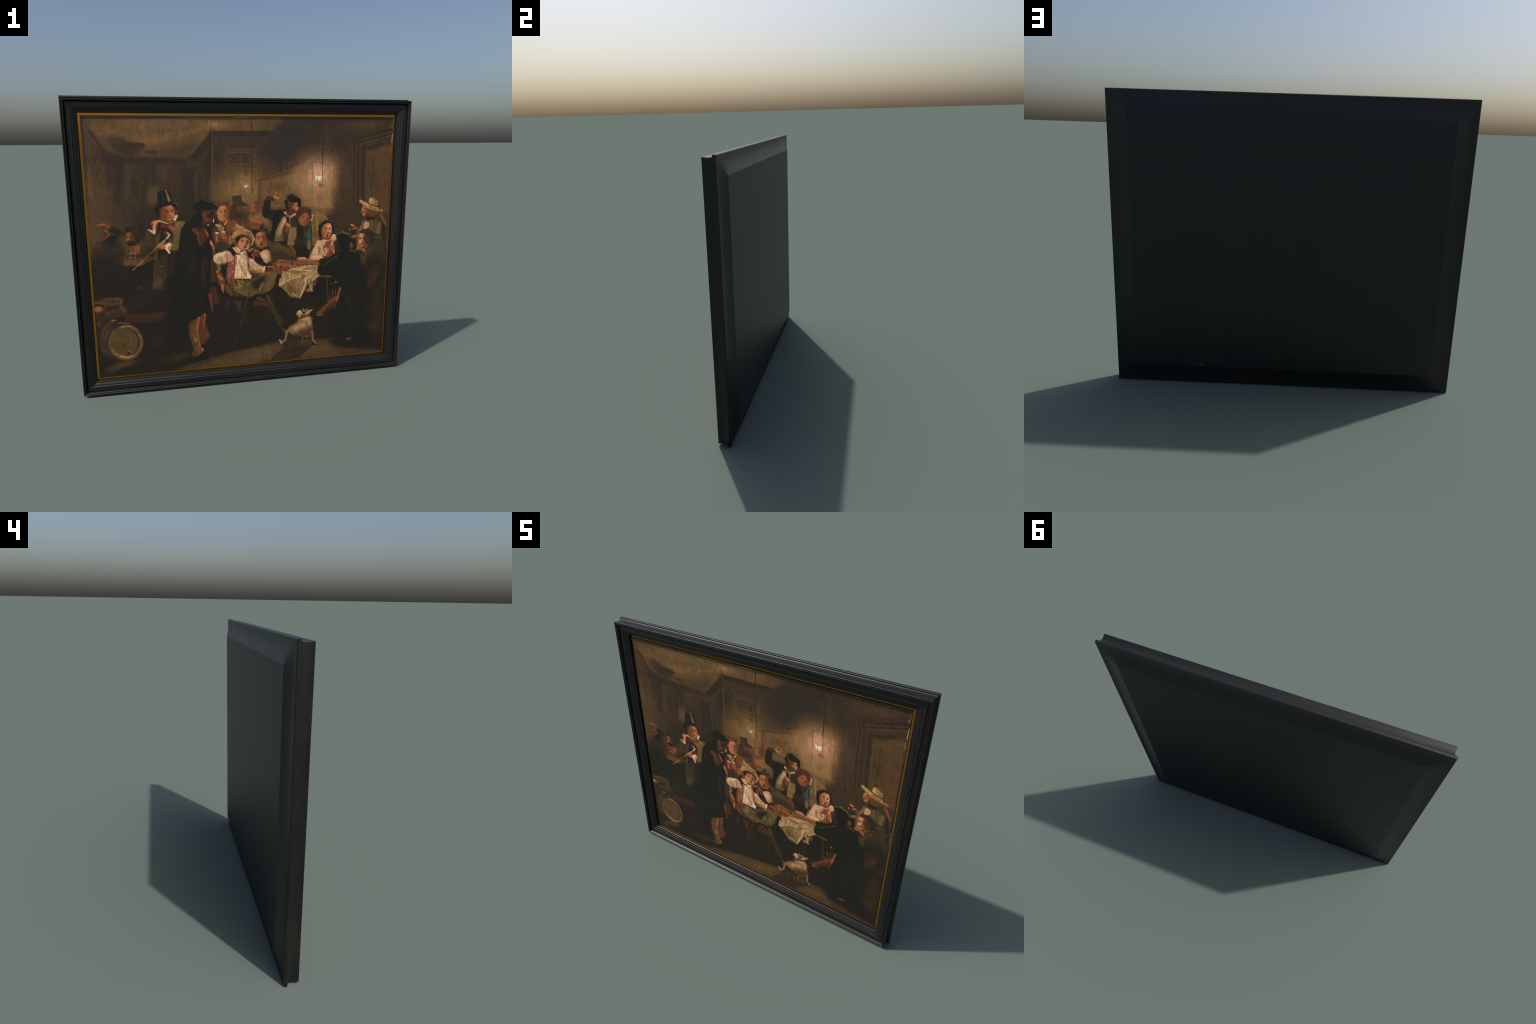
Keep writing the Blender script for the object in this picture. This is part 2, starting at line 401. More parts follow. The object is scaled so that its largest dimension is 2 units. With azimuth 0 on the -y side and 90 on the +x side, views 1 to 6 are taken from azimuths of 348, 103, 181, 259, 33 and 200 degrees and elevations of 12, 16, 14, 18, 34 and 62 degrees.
def tavern_back_wall():
    patch(SLATE, [(52.2, 121.3), (59.8, 121.6), (59.3, 99.7), (51.4, 99.9)], soft=1.14, cover=0.85)
    patch(UMBER, [(65.3, 126.9), (69.6, 134.9), (68.7, 99.4), (64.5, 99.5)], soft=0.61)
    stroke(BROWN, (60.1, 120.2), (59.9, 101.4), 0.34, 0.34, soft=0.8, cover=0.68)
    stroke(UMBER, (62.6, 118.5), (62.1, 101.3), 1.38, 1.38, soft=0.8, cover=0.9)
    patch(EARTH, [(70.1, 142), (103.9, 141.8), (103.5, 101.9), (69.3, 102.9)], soft=0.27)
    patch(UMBER, [(70.4, 141.8), (103.1, 141.8), (103.1, 139.1), (70.3, 138.8)], soft=0.6)
    dab(BROWN, 79.2, 134.8, 8, 4.7, turn=-0, soft=0.9, cover=0.4)
    stroke(TAN, (70.1, 141.5), (69.3, 103.6), 0.27, 0.31, soft=0.75, cover=0.59)
    dab(UMBER, 73.5, 125.1, 3.1, 11.9, turn=-1, soft=0.8, cover=0.6)
    dab(TAN, 88, 110.1, 17.4, 14.8, turn=-1, soft=0.95, cover=0.9)
    dab(SAND, 87.6, 106.6, 15.2, 9.2, turn=-1, soft=0.95, cover=0.7)
    dab(SAND, 89.1, 111.1, 7.2, 7, turn=-1, soft=0.95, cover=0.8)
    dab(GLOW_WARM, 89.1, 111.1, 2.51, 2.8, turn=-1, soft=0.95, cover=0.5)
    dab(OLIVE, 81.3, 115.8, 2.11, 3.8, turn=14, soft=0.8, cover=0.6)
    dab(OLIVE, 89, 118.7, 1.78, 2.07, turn=-21, soft=0.8, cover=0.7)
    dab(OLIVE_DARK, 74.2, 125.1, 1.04, 2.03, turn=-1, soft=0.8, cover=0.6)
    patch(BROWN, [(77, 132.3), (95.3, 132.1), (95.3, 121.7), (77.1, 122)], soft=0.41, cover=0.6)
    patch(EARTH, [(79.1, 129.9), (85.6, 129.9), (85.5, 123.9), (79, 124)], soft=0.34, cover=0.9)
    patch(EARTH, [(86.2, 129.9), (92.4, 129.8), (92.4, 123.8), (86.1, 123.9)], soft=0.34, cover=0.9)
    stroke(TAN, (77.2, 132.1), (94.9, 132), 0.17, 0.17, soft=0.75, cover=0.85)
    stroke(SAND, (79.1, 130.1), (92.1, 129.8), 0.14, 0.14, soft=0.75, cover=0.68)
    stroke(UMBER, (77.6, 122.3), (94.9, 121.7), 0.17, 0.17, soft=0.75, cover=0.85)
    dab(SLATE, 112.9, 134.6, 15.1, 15.7, turn=0, soft=0.9, cover=0.8)
    dab(SLATE, 125, 135.4, 18.5, 17.3, turn=-0, soft=0.95, cover=0.55)
    dab(UMBER, 133.3, 145.3, 21.7, 8.5, turn=0, soft=0.9, cover=0.6)
    dab(BROWN, 138, 138.3, 4.9, 7, turn=2, soft=0.9, cover=0.4)
    dab(BROWN, 158.7, 144.9, 13.4, 3.2, turn=9, soft=0.9, cover=0.55)
    dab(EARTH, 130, 129, 11.3, 5.6, turn=-1, soft=0.95, cover=0.5)
    patch(BROWN, [(94.1, 113.8), (116.3, 120.7), (128.9, 124.4), (129.3, 120.5), (115.6, 116.2), (95.9, 113.4)], soft=0.35)
    patch(RUST_DARK, [(96.6, 114.1), (116, 119.3), (128.9, 122.7), (128.9, 120.9), (116, 116.5), (96.6, 113.2)], soft=0.57, cover=0.5)
    patch(TAN, [(96.3, 112.7), (129.3, 120.5), (129.8, 97.5), (96.2, 98.6)], soft=0.43)
    stroke(RUST_DARK, (97, 112.3), (97.3, 100), 1.07, 1.07, soft=0.8, cover=0.6)
    stroke(BROWN, (103.9, 112.5), (103.9, 100.1), 0.43, 0.43, soft=0.8, cover=0.68)
    dab(RUST_DARK, 108.3, 110.3, 3.3, 2.48, turn=-1, soft=0.9, cover=0.5)
    patch(GLOW, [(129.4, 124.1), (143.1, 122), (143, 97.1), (129.9, 97.5)], soft=1.45, cover=0.8)
    dab(GLOW, 133.4, 114.1, 16.1, 14.5, turn=-1, soft=0.95, cover=0.85)
    dab(GLOW_WARM, 133.4, 113.7, 11.5, 11.6, turn=1, soft=0.95, cover=0.85)
    dab(GLOW, 135.9, 103.9, 11.6, 9.5, turn=-1, soft=0.95, cover=0.7)
    dab(GLOW, 121.7, 114.7, 6.7, 5.4, turn=13, soft=0.95, cover=0.6)
    dab(GLOW_HOT, 133, 115.9, 5.7, 6.1, turn=1, soft=0.9, cover=0.9)
    dab(PALE_STRAW, 133, 115.5, 3, 3.2, turn=1, soft=0.95, cover=0.5)
    stroke(TAN, (129.3, 123.7), (129.5, 101.2), 0.51, 0.51, soft=0.9, cover=0.51)
    stroke(BROWN, (142.8, 121.8), (142.6, 98.3), 0.45, 0.6, soft=0.9, cover=0.42)
    stroke(TAN, (129.8, 124.4), (143.1, 122), 0.37, 0.37, soft=0.9, cover=0.42)
    dab(EARTH, 148.4, 109.8, 4.3, 16.6, turn=2, soft=0.9, cover=0.85)
    dab(EARTH, 147.1, 91.8, 6.7, 18.1, turn=2, soft=0.9, cover=0.85)
    dab(OLIVE_DARK, 148.5, 85, 5.2, 7.6, turn=2, soft=0.9, cover=0.6)
    dab(SAND, 136.8, 100.2, 5.8, 6.6, turn=1, soft=0.95, cover=0.6)
    stroke(BROWN, (104.2, 122), (107.1, 122.9), 0.25, 0.25, soft=0.9, cover=0.51)
    stroke(BROWN, (104.2, 122), (104.4, 119), 0.25, 0.25, soft=0.9, cover=0.42)
    stroke(BROWN, (107.1, 122.9), (107.2, 119.8), 0.25, 0.25, soft=0.9, cover=0.42)
    stroke(BROWN, (108.2, 121.2), (111.9, 122.1), 0.25, 0.25, soft=0.9, cover=0.51)
    stroke(BROWN, (108.2, 121.2), (108.4, 118.2), 0.25, 0.25, soft=0.9, cover=0.42)
    stroke(BROWN, (111.9, 122.1), (111.9, 119.1), 0.25, 0.25, soft=0.9, cover=0.42)
    stroke(BROWN, (112.6, 122.5), (114.8, 123.5), 0.25, 0.25, soft=0.9, cover=0.51)
    stroke(BROWN, (112.6, 122.5), (112.8, 119.6), 0.25, 0.25, soft=0.9, cover=0.42)
    stroke(BROWN, (114.8, 123.5), (114.8, 120.4), 0.25, 0.25, soft=0.9, cover=0.42)
    stroke(BROWN, (110.8, 124), (113, 124.9), 0.25, 0.25, soft=0.9, cover=0.51)
    stroke(BROWN, (110.8, 124), (110.9, 121), 0.25, 0.25, soft=0.9, cover=0.42)
    stroke(BROWN, (113, 124.9), (113, 121.8), 0.25, 0.25, soft=0.9, cover=0.42)
    stroke(BROWN, (114.8, 123.9), (118.1, 124.8), 0.25, 0.25, soft=0.9, cover=0.51)
    stroke(BROWN, (114.8, 123.9), (115, 120.9), 0.25, 0.25, soft=0.9, cover=0.42)
    stroke(BROWN, (118.1, 124.8), (118.1, 121.8), 0.25, 0.25, soft=0.9, cover=0.42)
    stroke(BROWN, (117.8, 123.5), (120.7, 124.5), 0.25, 0.25, soft=0.9, cover=0.51)
    stroke(BROWN, (117.8, 123.5), (117.9, 120.5), 0.25, 0.25, soft=0.9, cover=0.42)
    stroke(BROWN, (120.7, 124.5), (120.7, 121.4), 0.25, 0.25, soft=0.9, cover=0.42)


def door_surround():
    patch(EARTH, [(153.3, 134.4), (162.6, 135.8), (164.1, 92.7), (154.5, 93.1)], soft=0.37)
    patch(BROWN, [(162.8, 130.1), (180.3, 134.3), (179.9, 92.2), (164.1, 92.7)], soft=0.37)
    dab(BROWN, 172.4, 111.1, 8.9, 12.3, turn=3, soft=0.8, cover=0.9)
    dab(RUST_DARK, 174.1, 109.2, 6.1, 10.5, turn=3, soft=0.9, cover=0.35)
    patch(UMBER, [(159, 138.6), (180.1, 144.6), (180.4, 139.3), (158.7, 134.4)], soft=0.52)
    stroke(BROWN, (154.1, 133.7), (154.9, 98.3), 0.34, 0.34, soft=0.75, cover=0.72)
    stroke(UMBER, (155.1, 133.7), (155.9, 98.2), 0.45, 0.45, soft=0.75, cover=0.72)
    stroke(BROWN, (156.4, 133.7), (157.2, 98.2), 0.34, 0.34, soft=0.75, cover=0.72)
    stroke(UMBER, (157.4, 133.7), (158.3, 98.2), 0.53, 0.53, soft=0.75, cover=0.72)
    stroke(BROWN, (159.2, 133.7), (160.1, 98.1), 0.34, 0.34, soft=0.75, cover=0.72)
    stroke(UMBER, (161.1, 133.7), (162.1, 98), 0.83, 0.83, soft=0.7, cover=0.85)
    stroke(TAN, (163, 129.8), (163.9, 98), 0.38, 0.38, soft=0.75, cover=0.59)
    stroke(EARTH, (167.3, 127.2), (167.8, 100.1), 0.46, 0.61, soft=0.8, cover=0.8)
    dab(UMBER, 155.6, 136.5, 2.31, 1.94, turn=-0, soft=0.6)
    dab(BROWN, 155.6, 136.4, 0.96, 0.88, turn=-0, soft=0.6)
    stroke(TAN, (157.9, 136.2), (179.1, 141.4), 0.45, 0.52, soft=0.8, cover=0.34)
    stroke(BROWN, (158.4, 134), (178.8, 139.3), 0.45, 0.6, soft=0.75, cover=0.77)
    stroke(UMBER, (157.8, 139), (179.3, 145.7), 0.44, 0.59, soft=0.75, cover=0.68)
    stroke(UMBER, (162.4, 131.5), (172.8, 134.3), 1.05, 0.75, soft=0.6, cover=0.9)
    stroke(TAN, (168, 127.9), (178.9, 131.1), 0.3, 0.3, soft=0.75, cover=0.51)
    stroke(TAN, (163.2, 129.8), (167.2, 127.9), 0.3, 0.3, soft=0.75, cover=0.42)


def gloom_on_the_walls():
    dab(UMBER, 23.7, 115.8, 20.4, 11, turn=-1, soft=0.95, cover=0.45)
    dab(UMBER, 6.9, 127.5, 6.9, 11.4, turn=-14, soft=0.95, cover=0.4)
    dab(UMBER, 48.4, 113.7, 10.2, 14.3, turn=-2, soft=0.95, cover=0.45)
    dab(UMBER, 82.7, 134.8, 14.8, 6.7, turn=-0, soft=0.95, cover=0.45)
    dab(UMBER, 145.6, 138.3, 16.1, 11.6, turn=-0, soft=0.95, cover=0.4)
    dab(UMBER, 160, 115, 10.3, 22.2, turn=2, soft=0.95, cover=0.35)
    dab(UMBER, 20.4, 96.3, 16.6, 8.2, turn=-2, soft=0.95, cover=0.4)


def gas_lamps():
    stroke(UMBER, (92.7, 148.4), (92.7, 130), 0.31, 0.31, soft=0.6)
    stroke(UMBER, (92.7, 130), (92.6, 106.5), 0.32, 0.25, soft=0.6)
    stroke(SAND, (89.2, 109.3), (90.8, 107.6), 0.21, 0.21, soft=0.6)
    dab(SILVER, 89, 110.7, 0.72, 0.77, turn=-1, soft=0.7)
    stroke(SILVER, (88.2, 111.7), (88.5, 110.7), 0.18, 0.32, soft=0.6)
    stroke(SILVER, (90, 111.7), (89.5, 110.7), 0.18, 0.32, soft=0.6)
    dab(WHITE, 89, 110.8, 0.36, 0.35, turn=-1, soft=0.7)
    stroke(SLATE, (135, 148.3), (135.2, 134.5), 0.32, 0.32, soft=0.6)
    stroke(SLATE, (135.2, 134.5), (135.3, 122.6), 0.33, 0.33, soft=0.6)
    stroke(BROWN, (135.3, 122.6), (136, 109.4), 0.29, 0.26, soft=0.6, cover=0.85)
    dab(FLESH, 134.4, 110.1, 1.53, 1.37, turn=-1, soft=0.6, cover=0.8)
    stroke(RUST, (133.4, 111.2), (135, 110.5), 0.3, 0.3, soft=0.6)
    stroke(SAND, (132.8, 112.3), (134.9, 111.9), 0.3, 0.3, soft=0.6)
    dab(WHITE, 133, 114.5, 1.59, 1.36, turn=-1, soft=0.5)
    stroke(WHITE, (131.4, 116.3), (132.2, 114.5), 0.18, 0.59, soft=0.5)
    stroke(WHITE, (134.7, 115.8), (133.9, 114.4), 0.29, 0.59, soft=0.5)
    stroke(SILVER, (132.6, 114.5), (132.9, 113), 0.52, 0.26, soft=0.5)


def floor_boards():
    patch(EARTH, [(48.8, 0.35), (63.5, 4.9), (74.9, 8.4), (96.2, 11.5), (109.8, 13.6), (146.2, 12.2), (182, -0.33), (182.3, -4.8), (74.6, -4.7)], soft=0.89)
    patch(BROWN, [(57.3, 0.4), (74.9, 7.2), (95.7, 10.2), (110.7, 11.6), (110.8, 0.21), (74.7, -3.7)], soft=0.98, cover=0.75)
    patch(BROWN, [(124.7, 0.77), (131.5, 11.6), (143.4, 10.6), (150.4, 1.2), (150.5, -1.75)], soft=1.19, cover=0.6)
    dab(TAN, 97.1, 6.3, 9.8, 3.4, turn=10, soft=0.9, cover=0.4)
    dab(TAN, 135.4, 5.5, 8.5, 2.96, turn=5, soft=0.9, cover=0.35)
    stroke(UMBER, (97.1, 9.6), (99.8, 4.1), 0.23, 0.18, soft=0.75, cover=0.68)
    stroke(UMBER, (103.4, 10.4), (107.1, 5.8), 0.23, 0.19, soft=0.75, cover=0.68)
    stroke(UMBER, (87.7, 8.6), (88.1, 4.3), 0.23, 0.18, soft=0.75, cover=0.68)
    stroke(UMBER, (79.7, 7.9), (81.4, 3.1), 0.23, 0.18, soft=0.75, cover=0.68)
    stroke(UMBER, (139.2, 7.1), (143.7, 0.87), 0.24, 0.19, soft=0.75, cover=0.68)
    stroke(UMBER, (135.4, 5.5), (138.4, 0.4), 0.24, 0.19, soft=0.75, cover=0.68)
    stroke(UMBER, (128.4, 2.82), (129.9, -0.22), 0.24, 0.19, soft=0.75, cover=0.68)
    patch(UMBER, [(102.5, 0.07), (107.1, 4.9), (113.5, 9), (132.1, 9.2), (124.2, 2.74), (122.4, 0.51)], soft=0.65)
    dab(BLACK, 155.5, 8, 13.5, 3.6, turn=-10, soft=0.4, cover=0.95)
    dab(SOOT, 167.9, 4.5, 12.7, 2.2, turn=-9, soft=0.6, cover=0.9)
    dab(EARTH, 13.8, 7.1, 8.8, 2.45, turn=11, soft=0.9, cover=0.9)
    dab(BROWN, 15.7, 7.7, 4.4, 1.63, turn=11, soft=0.9, cover=0.6)
    dab(EARTH, 7.1, 4.5, 4, 2.03, turn=-0, soft=0.9, cover=0.8)
    dab(EARTH, 45.8, 8.9, 7.6, 2.29, turn=7, soft=0.8, cover=0.6)
    patch(RUST_DARK, [(15.7, 38.4), (40.6, 37.9), (37.4, 33.2), (22.6, 32.4), (16.9, 34.4)], soft=1.27, cover=0.4)
    dab(UMBER, 27, 45.7, 9.2, 2.67, turn=38, soft=0.8, cover=0.5)


def barrels():
    dab(OLIVE_DARK, 9, 45.5, 7.3, 3.6, turn=-1, soft=0.2)
    patch(EARTH, [(6.9, 44.9), (16.5, 45.7), (17.2, 39.8), (15.7, 37.6), (9.2, 36.6), (6.7, 37.5)], soft=0.29)
    patch(SOOT, [(6.9, 43.3), (16.5, 45.3), (16.4, 43.4), (7, 41)], soft=0.29, cover=0.8)
    stroke(FLESH_BROWN, (14.6, 43.5), (16.9, 39.9), 1.12, 1.12, soft=0.6, cover=0.5)
    stroke(UMBER, (9.3, 38.5), (15.7, 38.8), 1.12, 0.93, soft=0.8, cover=0.8)
    dab(BROWN, 8.9, 46.6, 6, 1.99, turn=0, soft=0.25)
    dab(EARTH, 9.1, 46.5, 5, 1.3, turn=0, soft=0.4)
    stroke(OLIVE, (6.7, 48.5), (12.8, 48.7), 0.22, 0.26, soft=0.75, cover=0.85)
    stroke(OLIVE_LIT, (12.8, 48.7), (15.9, 47.1), 0.26, 0.33, soft=0.75, cover=0.85)
    stroke(OLIVE_LIT, (15.9, 46.9), (14, 44.7), 0.33, 0.3, soft=0.75, cover=0.85)
    stroke(OLIVE, (14, 44.7), (8.9, 43.9), 0.3, 0.22, soft=0.75, cover=0.85)
    dab(OLIVE, 2.42, 44.4, 4.2, 2.68, turn=-4, soft=0.3)
    dab(SOOT, 2.37, 43.7, 3.3, 1.91, turn=-4, soft=0.3)
    dab(FLESH, 2.1, 42.3, 2.81, 1.92, turn=-4, soft=0.5, cover=0.85)
    dab(SAND, 1.78, 42.7, 1.93, 0.96, turn=-4, soft=0.7, cover=0.8)
    patch(UMBER, [(0.38, 40.4), (6.6, 41.4), (6.6, 35.2), (2.83, 32.4), (0.54, 32.6)], soft=0.37)
    stroke(RUST, (6.3, 41.4), (6.3, 39.3), 0.37, 0.3, soft=0.75, cover=0.85)
    stroke(RUST_DARK, (1.88, 34), (2.48, 32.4), 1.11, 1.11, soft=0.8, cover=0.7)
    dab(SOOT, 10.1, 23.1, 9.8, 12, turn=-4, soft=0.15)
    dab(EARTH, 7.6, 23.4, 6.8, 11.6, turn=4, soft=0.4)
    stroke(SOOT, (2.85, 32.7), (1.81, 17.5), 0.19, 0.19, soft=0.75, cover=0.51)
    stroke(SOOT, (4.1, 33.2), (2.45, 17.5), 0.19, 0.19, soft=0.75, cover=0.51)
    stroke(SOOT, (5.4, 33.8), (3.1, 17.4), 0.19, 0.19, soft=0.75, cover=0.51)
    stroke(SOOT, (6.7, 34.3), (3.7, 17.3), 0.19, 0.19, soft=0.75, cover=0.51)
    stroke(SOOT, (8, 34.5), (4.4, 17.3), 0.19, 0.19, soft=0.75, cover=0.51)
    stroke(SOOT, (9.2, 34.7), (5, 17.2), 0.19, 0.19, soft=0.75, cover=0.51)
    stroke(BROWN, (1.83, 23.1), (5.3, 31.8), 0.52, 0.45, soft=0.75, cover=0.68)
    stroke(BROWN, (5.3, 32.2), (10.8, 34.9), 0.45, 0.37, soft=0.75, cover=0.68)
    stroke(FLESH_BROWN, (4, 23.7), (7.4, 30.9), 0.67, 0.6, soft=0.8, cover=0.5)
    stroke(FLESH_BROWN, (2.58, 18.3), (4.5, 14.9), 1.13, 0.76, soft=0.9, cover=0.5)
    stroke(SOOT, (5.5, 29.1), (11.1, 33.3), 0.37, 0.3, soft=0.75, cover=0.85)
    stroke(SOOT, (8.7, 30), (16.1, 33.3), 0.3, 0.3, soft=0.75, cover=0.85)
    stroke(OLIVE_LIT, (12.5, 33.2), (18.6, 32.7), 0.53, 0.45, soft=0.75, cover=0.59)
    stroke(OCHRE, (9.1, 35), (11.2, 35.2), 0.67, 0.52, soft=0.5)
    dab(OLIVE, 16.3, 20.8, 10.1, 11.3, turn=-3, soft=0.06)
    dab(TAN, 16.1, 20.8, 9.6, 10.8, turn=-3, soft=0.1, cover=0.7)
    dab(SOOT, 15.9, 20.8, 8.2, 9.4, turn=-3, soft=0.06)
    dab(OLIVE, 15.4, 20.7, 7.9, 9.1, turn=-3, soft=0.08)
    dab(BROWN, 14.9, 18.7, 6.2, 6.4, turn=-5, soft=0.8, cover=0.7)
    dab(BROWN, 16.8, 26.9, 4.4, 2.36, turn=-16, soft=0.8, cover=0.6)
    stroke(SAND, (9.9, 14.4), (15.6, 11.4), 0.46, 0.65, soft=0.5)
    stroke(STRAW, (15.6, 11.4), (20.4, 12.1), 0.66, 0.39, soft=0.6, cover=0.8)
    stroke(PALE_STRAW, (12.7, 12.3), (17.8, 11.4), 0.35, 0.35, soft=0.8, cover=0.51)
    stroke(BROWN, (10.1, 28.7), (13.8, 30.7), 0.49, 0.45, soft=0.75, cover=0.85)
    stroke(LINEN_SHADE, (13.8, 30.7), (19.6, 30.8), 0.49, 0.53, soft=0.75, cover=0.68)
    stroke(OLIVE_LIT, (19.6, 30.8), (23.4, 27.5), 0.53, 0.38, soft=0.75, cover=0.85)
    stroke(OLIVE_LIT, (23.4, 27.5), (25.5, 21.8), 0.38, 0.46, soft=0.75, cover=0.68)
    stroke(OLIVE_LIT, (25.8, 20.1), (23.4, 13.9), 0.46, 0.35, soft=0.75, cover=0.68)
    stroke(SAND, (8.3, 17.7), (9.9, 14), 0.46, 0.46, soft=0.75, cover=0.85)
    dab(SOOT, 17.4, 14.1, 0.88, 0.97, turn=-5, soft=0.4)
    dab(STRAW, 18, 15, 0.44, 0.32, turn=-5, soft=0.5)
    stroke(RUST, (9, 23.6), (8.4, 21.7), 0.19, 0.19, soft=0.75, cover=0.68)
    stroke(RUST, (8.4, 21.7), (9.5, 21.8), 0.19, 0.19, soft=0.75, cover=0.68)
    stroke(RUST, (11.2, 24), (10.3, 23.1), 0.19, 0.19, soft=0.75, cover=0.68)
    stroke(RUST, (10.3, 23.1), (11.1, 22), 0.19, 0.19, soft=0.75, cover=0.68)
    stroke(RUST, (12.5, 24.5), (12.6, 22.3), 0.19, 0.19, soft=0.75, cover=0.68)
    stroke(RUST, (13.4, 23.2), (13.5, 22.4), 0.19, 0.19, soft=0.75, cover=0.68)
    stroke(RUST, (14.5, 23.5), (14.8, 22.5), 0.19, 0.19, soft=0.75, cover=0.68)
    stroke(RUST, (15.6, 24.2), (16.2, 23), 0.19, 0.19, soft=0.75, cover=0.68)
    stroke(RUST, (16.7, 24.5), (17.6, 23.5), 0.19, 0.19, soft=0.75, cover=0.68)
    stroke(RUST, (18.6, 25.2), (19, 23.9), 0.19, 0.19, soft=0.75, cover=0.68)
    stroke(RUST, (19.9, 25.9), (20.3, 24.4), 0.19, 0.19, soft=0.75, cover=0.68)
    stroke(RUST, (8.2, 21.5), (9.2, 21.2), 0.19, 0.19, soft=0.75, cover=0.68)
    stroke(RUST_DARK, (13.6, 19), (14, 17.1), 0.23, 0.23, soft=0.75, cover=0.85)
    stroke(SLATE, (15.1, 20.1), (16.1, 19.8), 0.19, 0.19, soft=0.75, cover=0.85)
    stroke(SLATE, (15.1, 20.1), (16, 18.3), 0.19, 0.19, soft=0.75, cover=0.85)
    stroke(SLATE, (16.1, 19.8), (15, 18.5), 0.19, 0.19, soft=0.75, cover=0.85)
    stroke(SLATE, (15, 18.5), (16, 18.3), 0.19, 0.19, soft=0.75, cover=0.85)
    stroke(RUST_DARK, (16.8, 20.5), (17.8, 20.7), 0.19, 0.19, soft=0.75, cover=0.85)
    stroke(RUST_DARK, (16.8, 20.5), (16.8, 19.5), 0.19, 0.19, soft=0.75, cover=0.85)
    stroke(RUST_DARK, (16.8, 19.5), (17.6, 19.3), 0.19, 0.19, soft=0.75, cover=0.85)
    stroke(RUST_DARK, (17.6, 19.3), (16.9, 18.5), 0.19, 0.19, soft=0.75, cover=0.85)
    stroke(RUST, (18.5, 20.4), (18.4, 19), 0.19, 0.19, soft=0.75, cover=0.85)
    stroke(RUST, (18.4, 19), (19.3, 19.1), 0.19, 0.19, soft=0.75, cover=0.85)
    stroke(RUST, (19.3, 19.1), (19.3, 20.3), 0.19, 0.19, soft=0.75, cover=0.85)
    stroke(RUST, (19.3, 20.4), (18.6, 20.5), 0.19, 0.19, soft=0.75, cover=0.85)
    stroke(SLATE, (13.5, 16.2), (17.8, 17.4), 0.19, 0.19, soft=0.75, cover=0.85)
    stroke(SLATE, (17.8, 17.4), (20, 19), 0.19, 0.19, soft=0.75, cover=0.85)


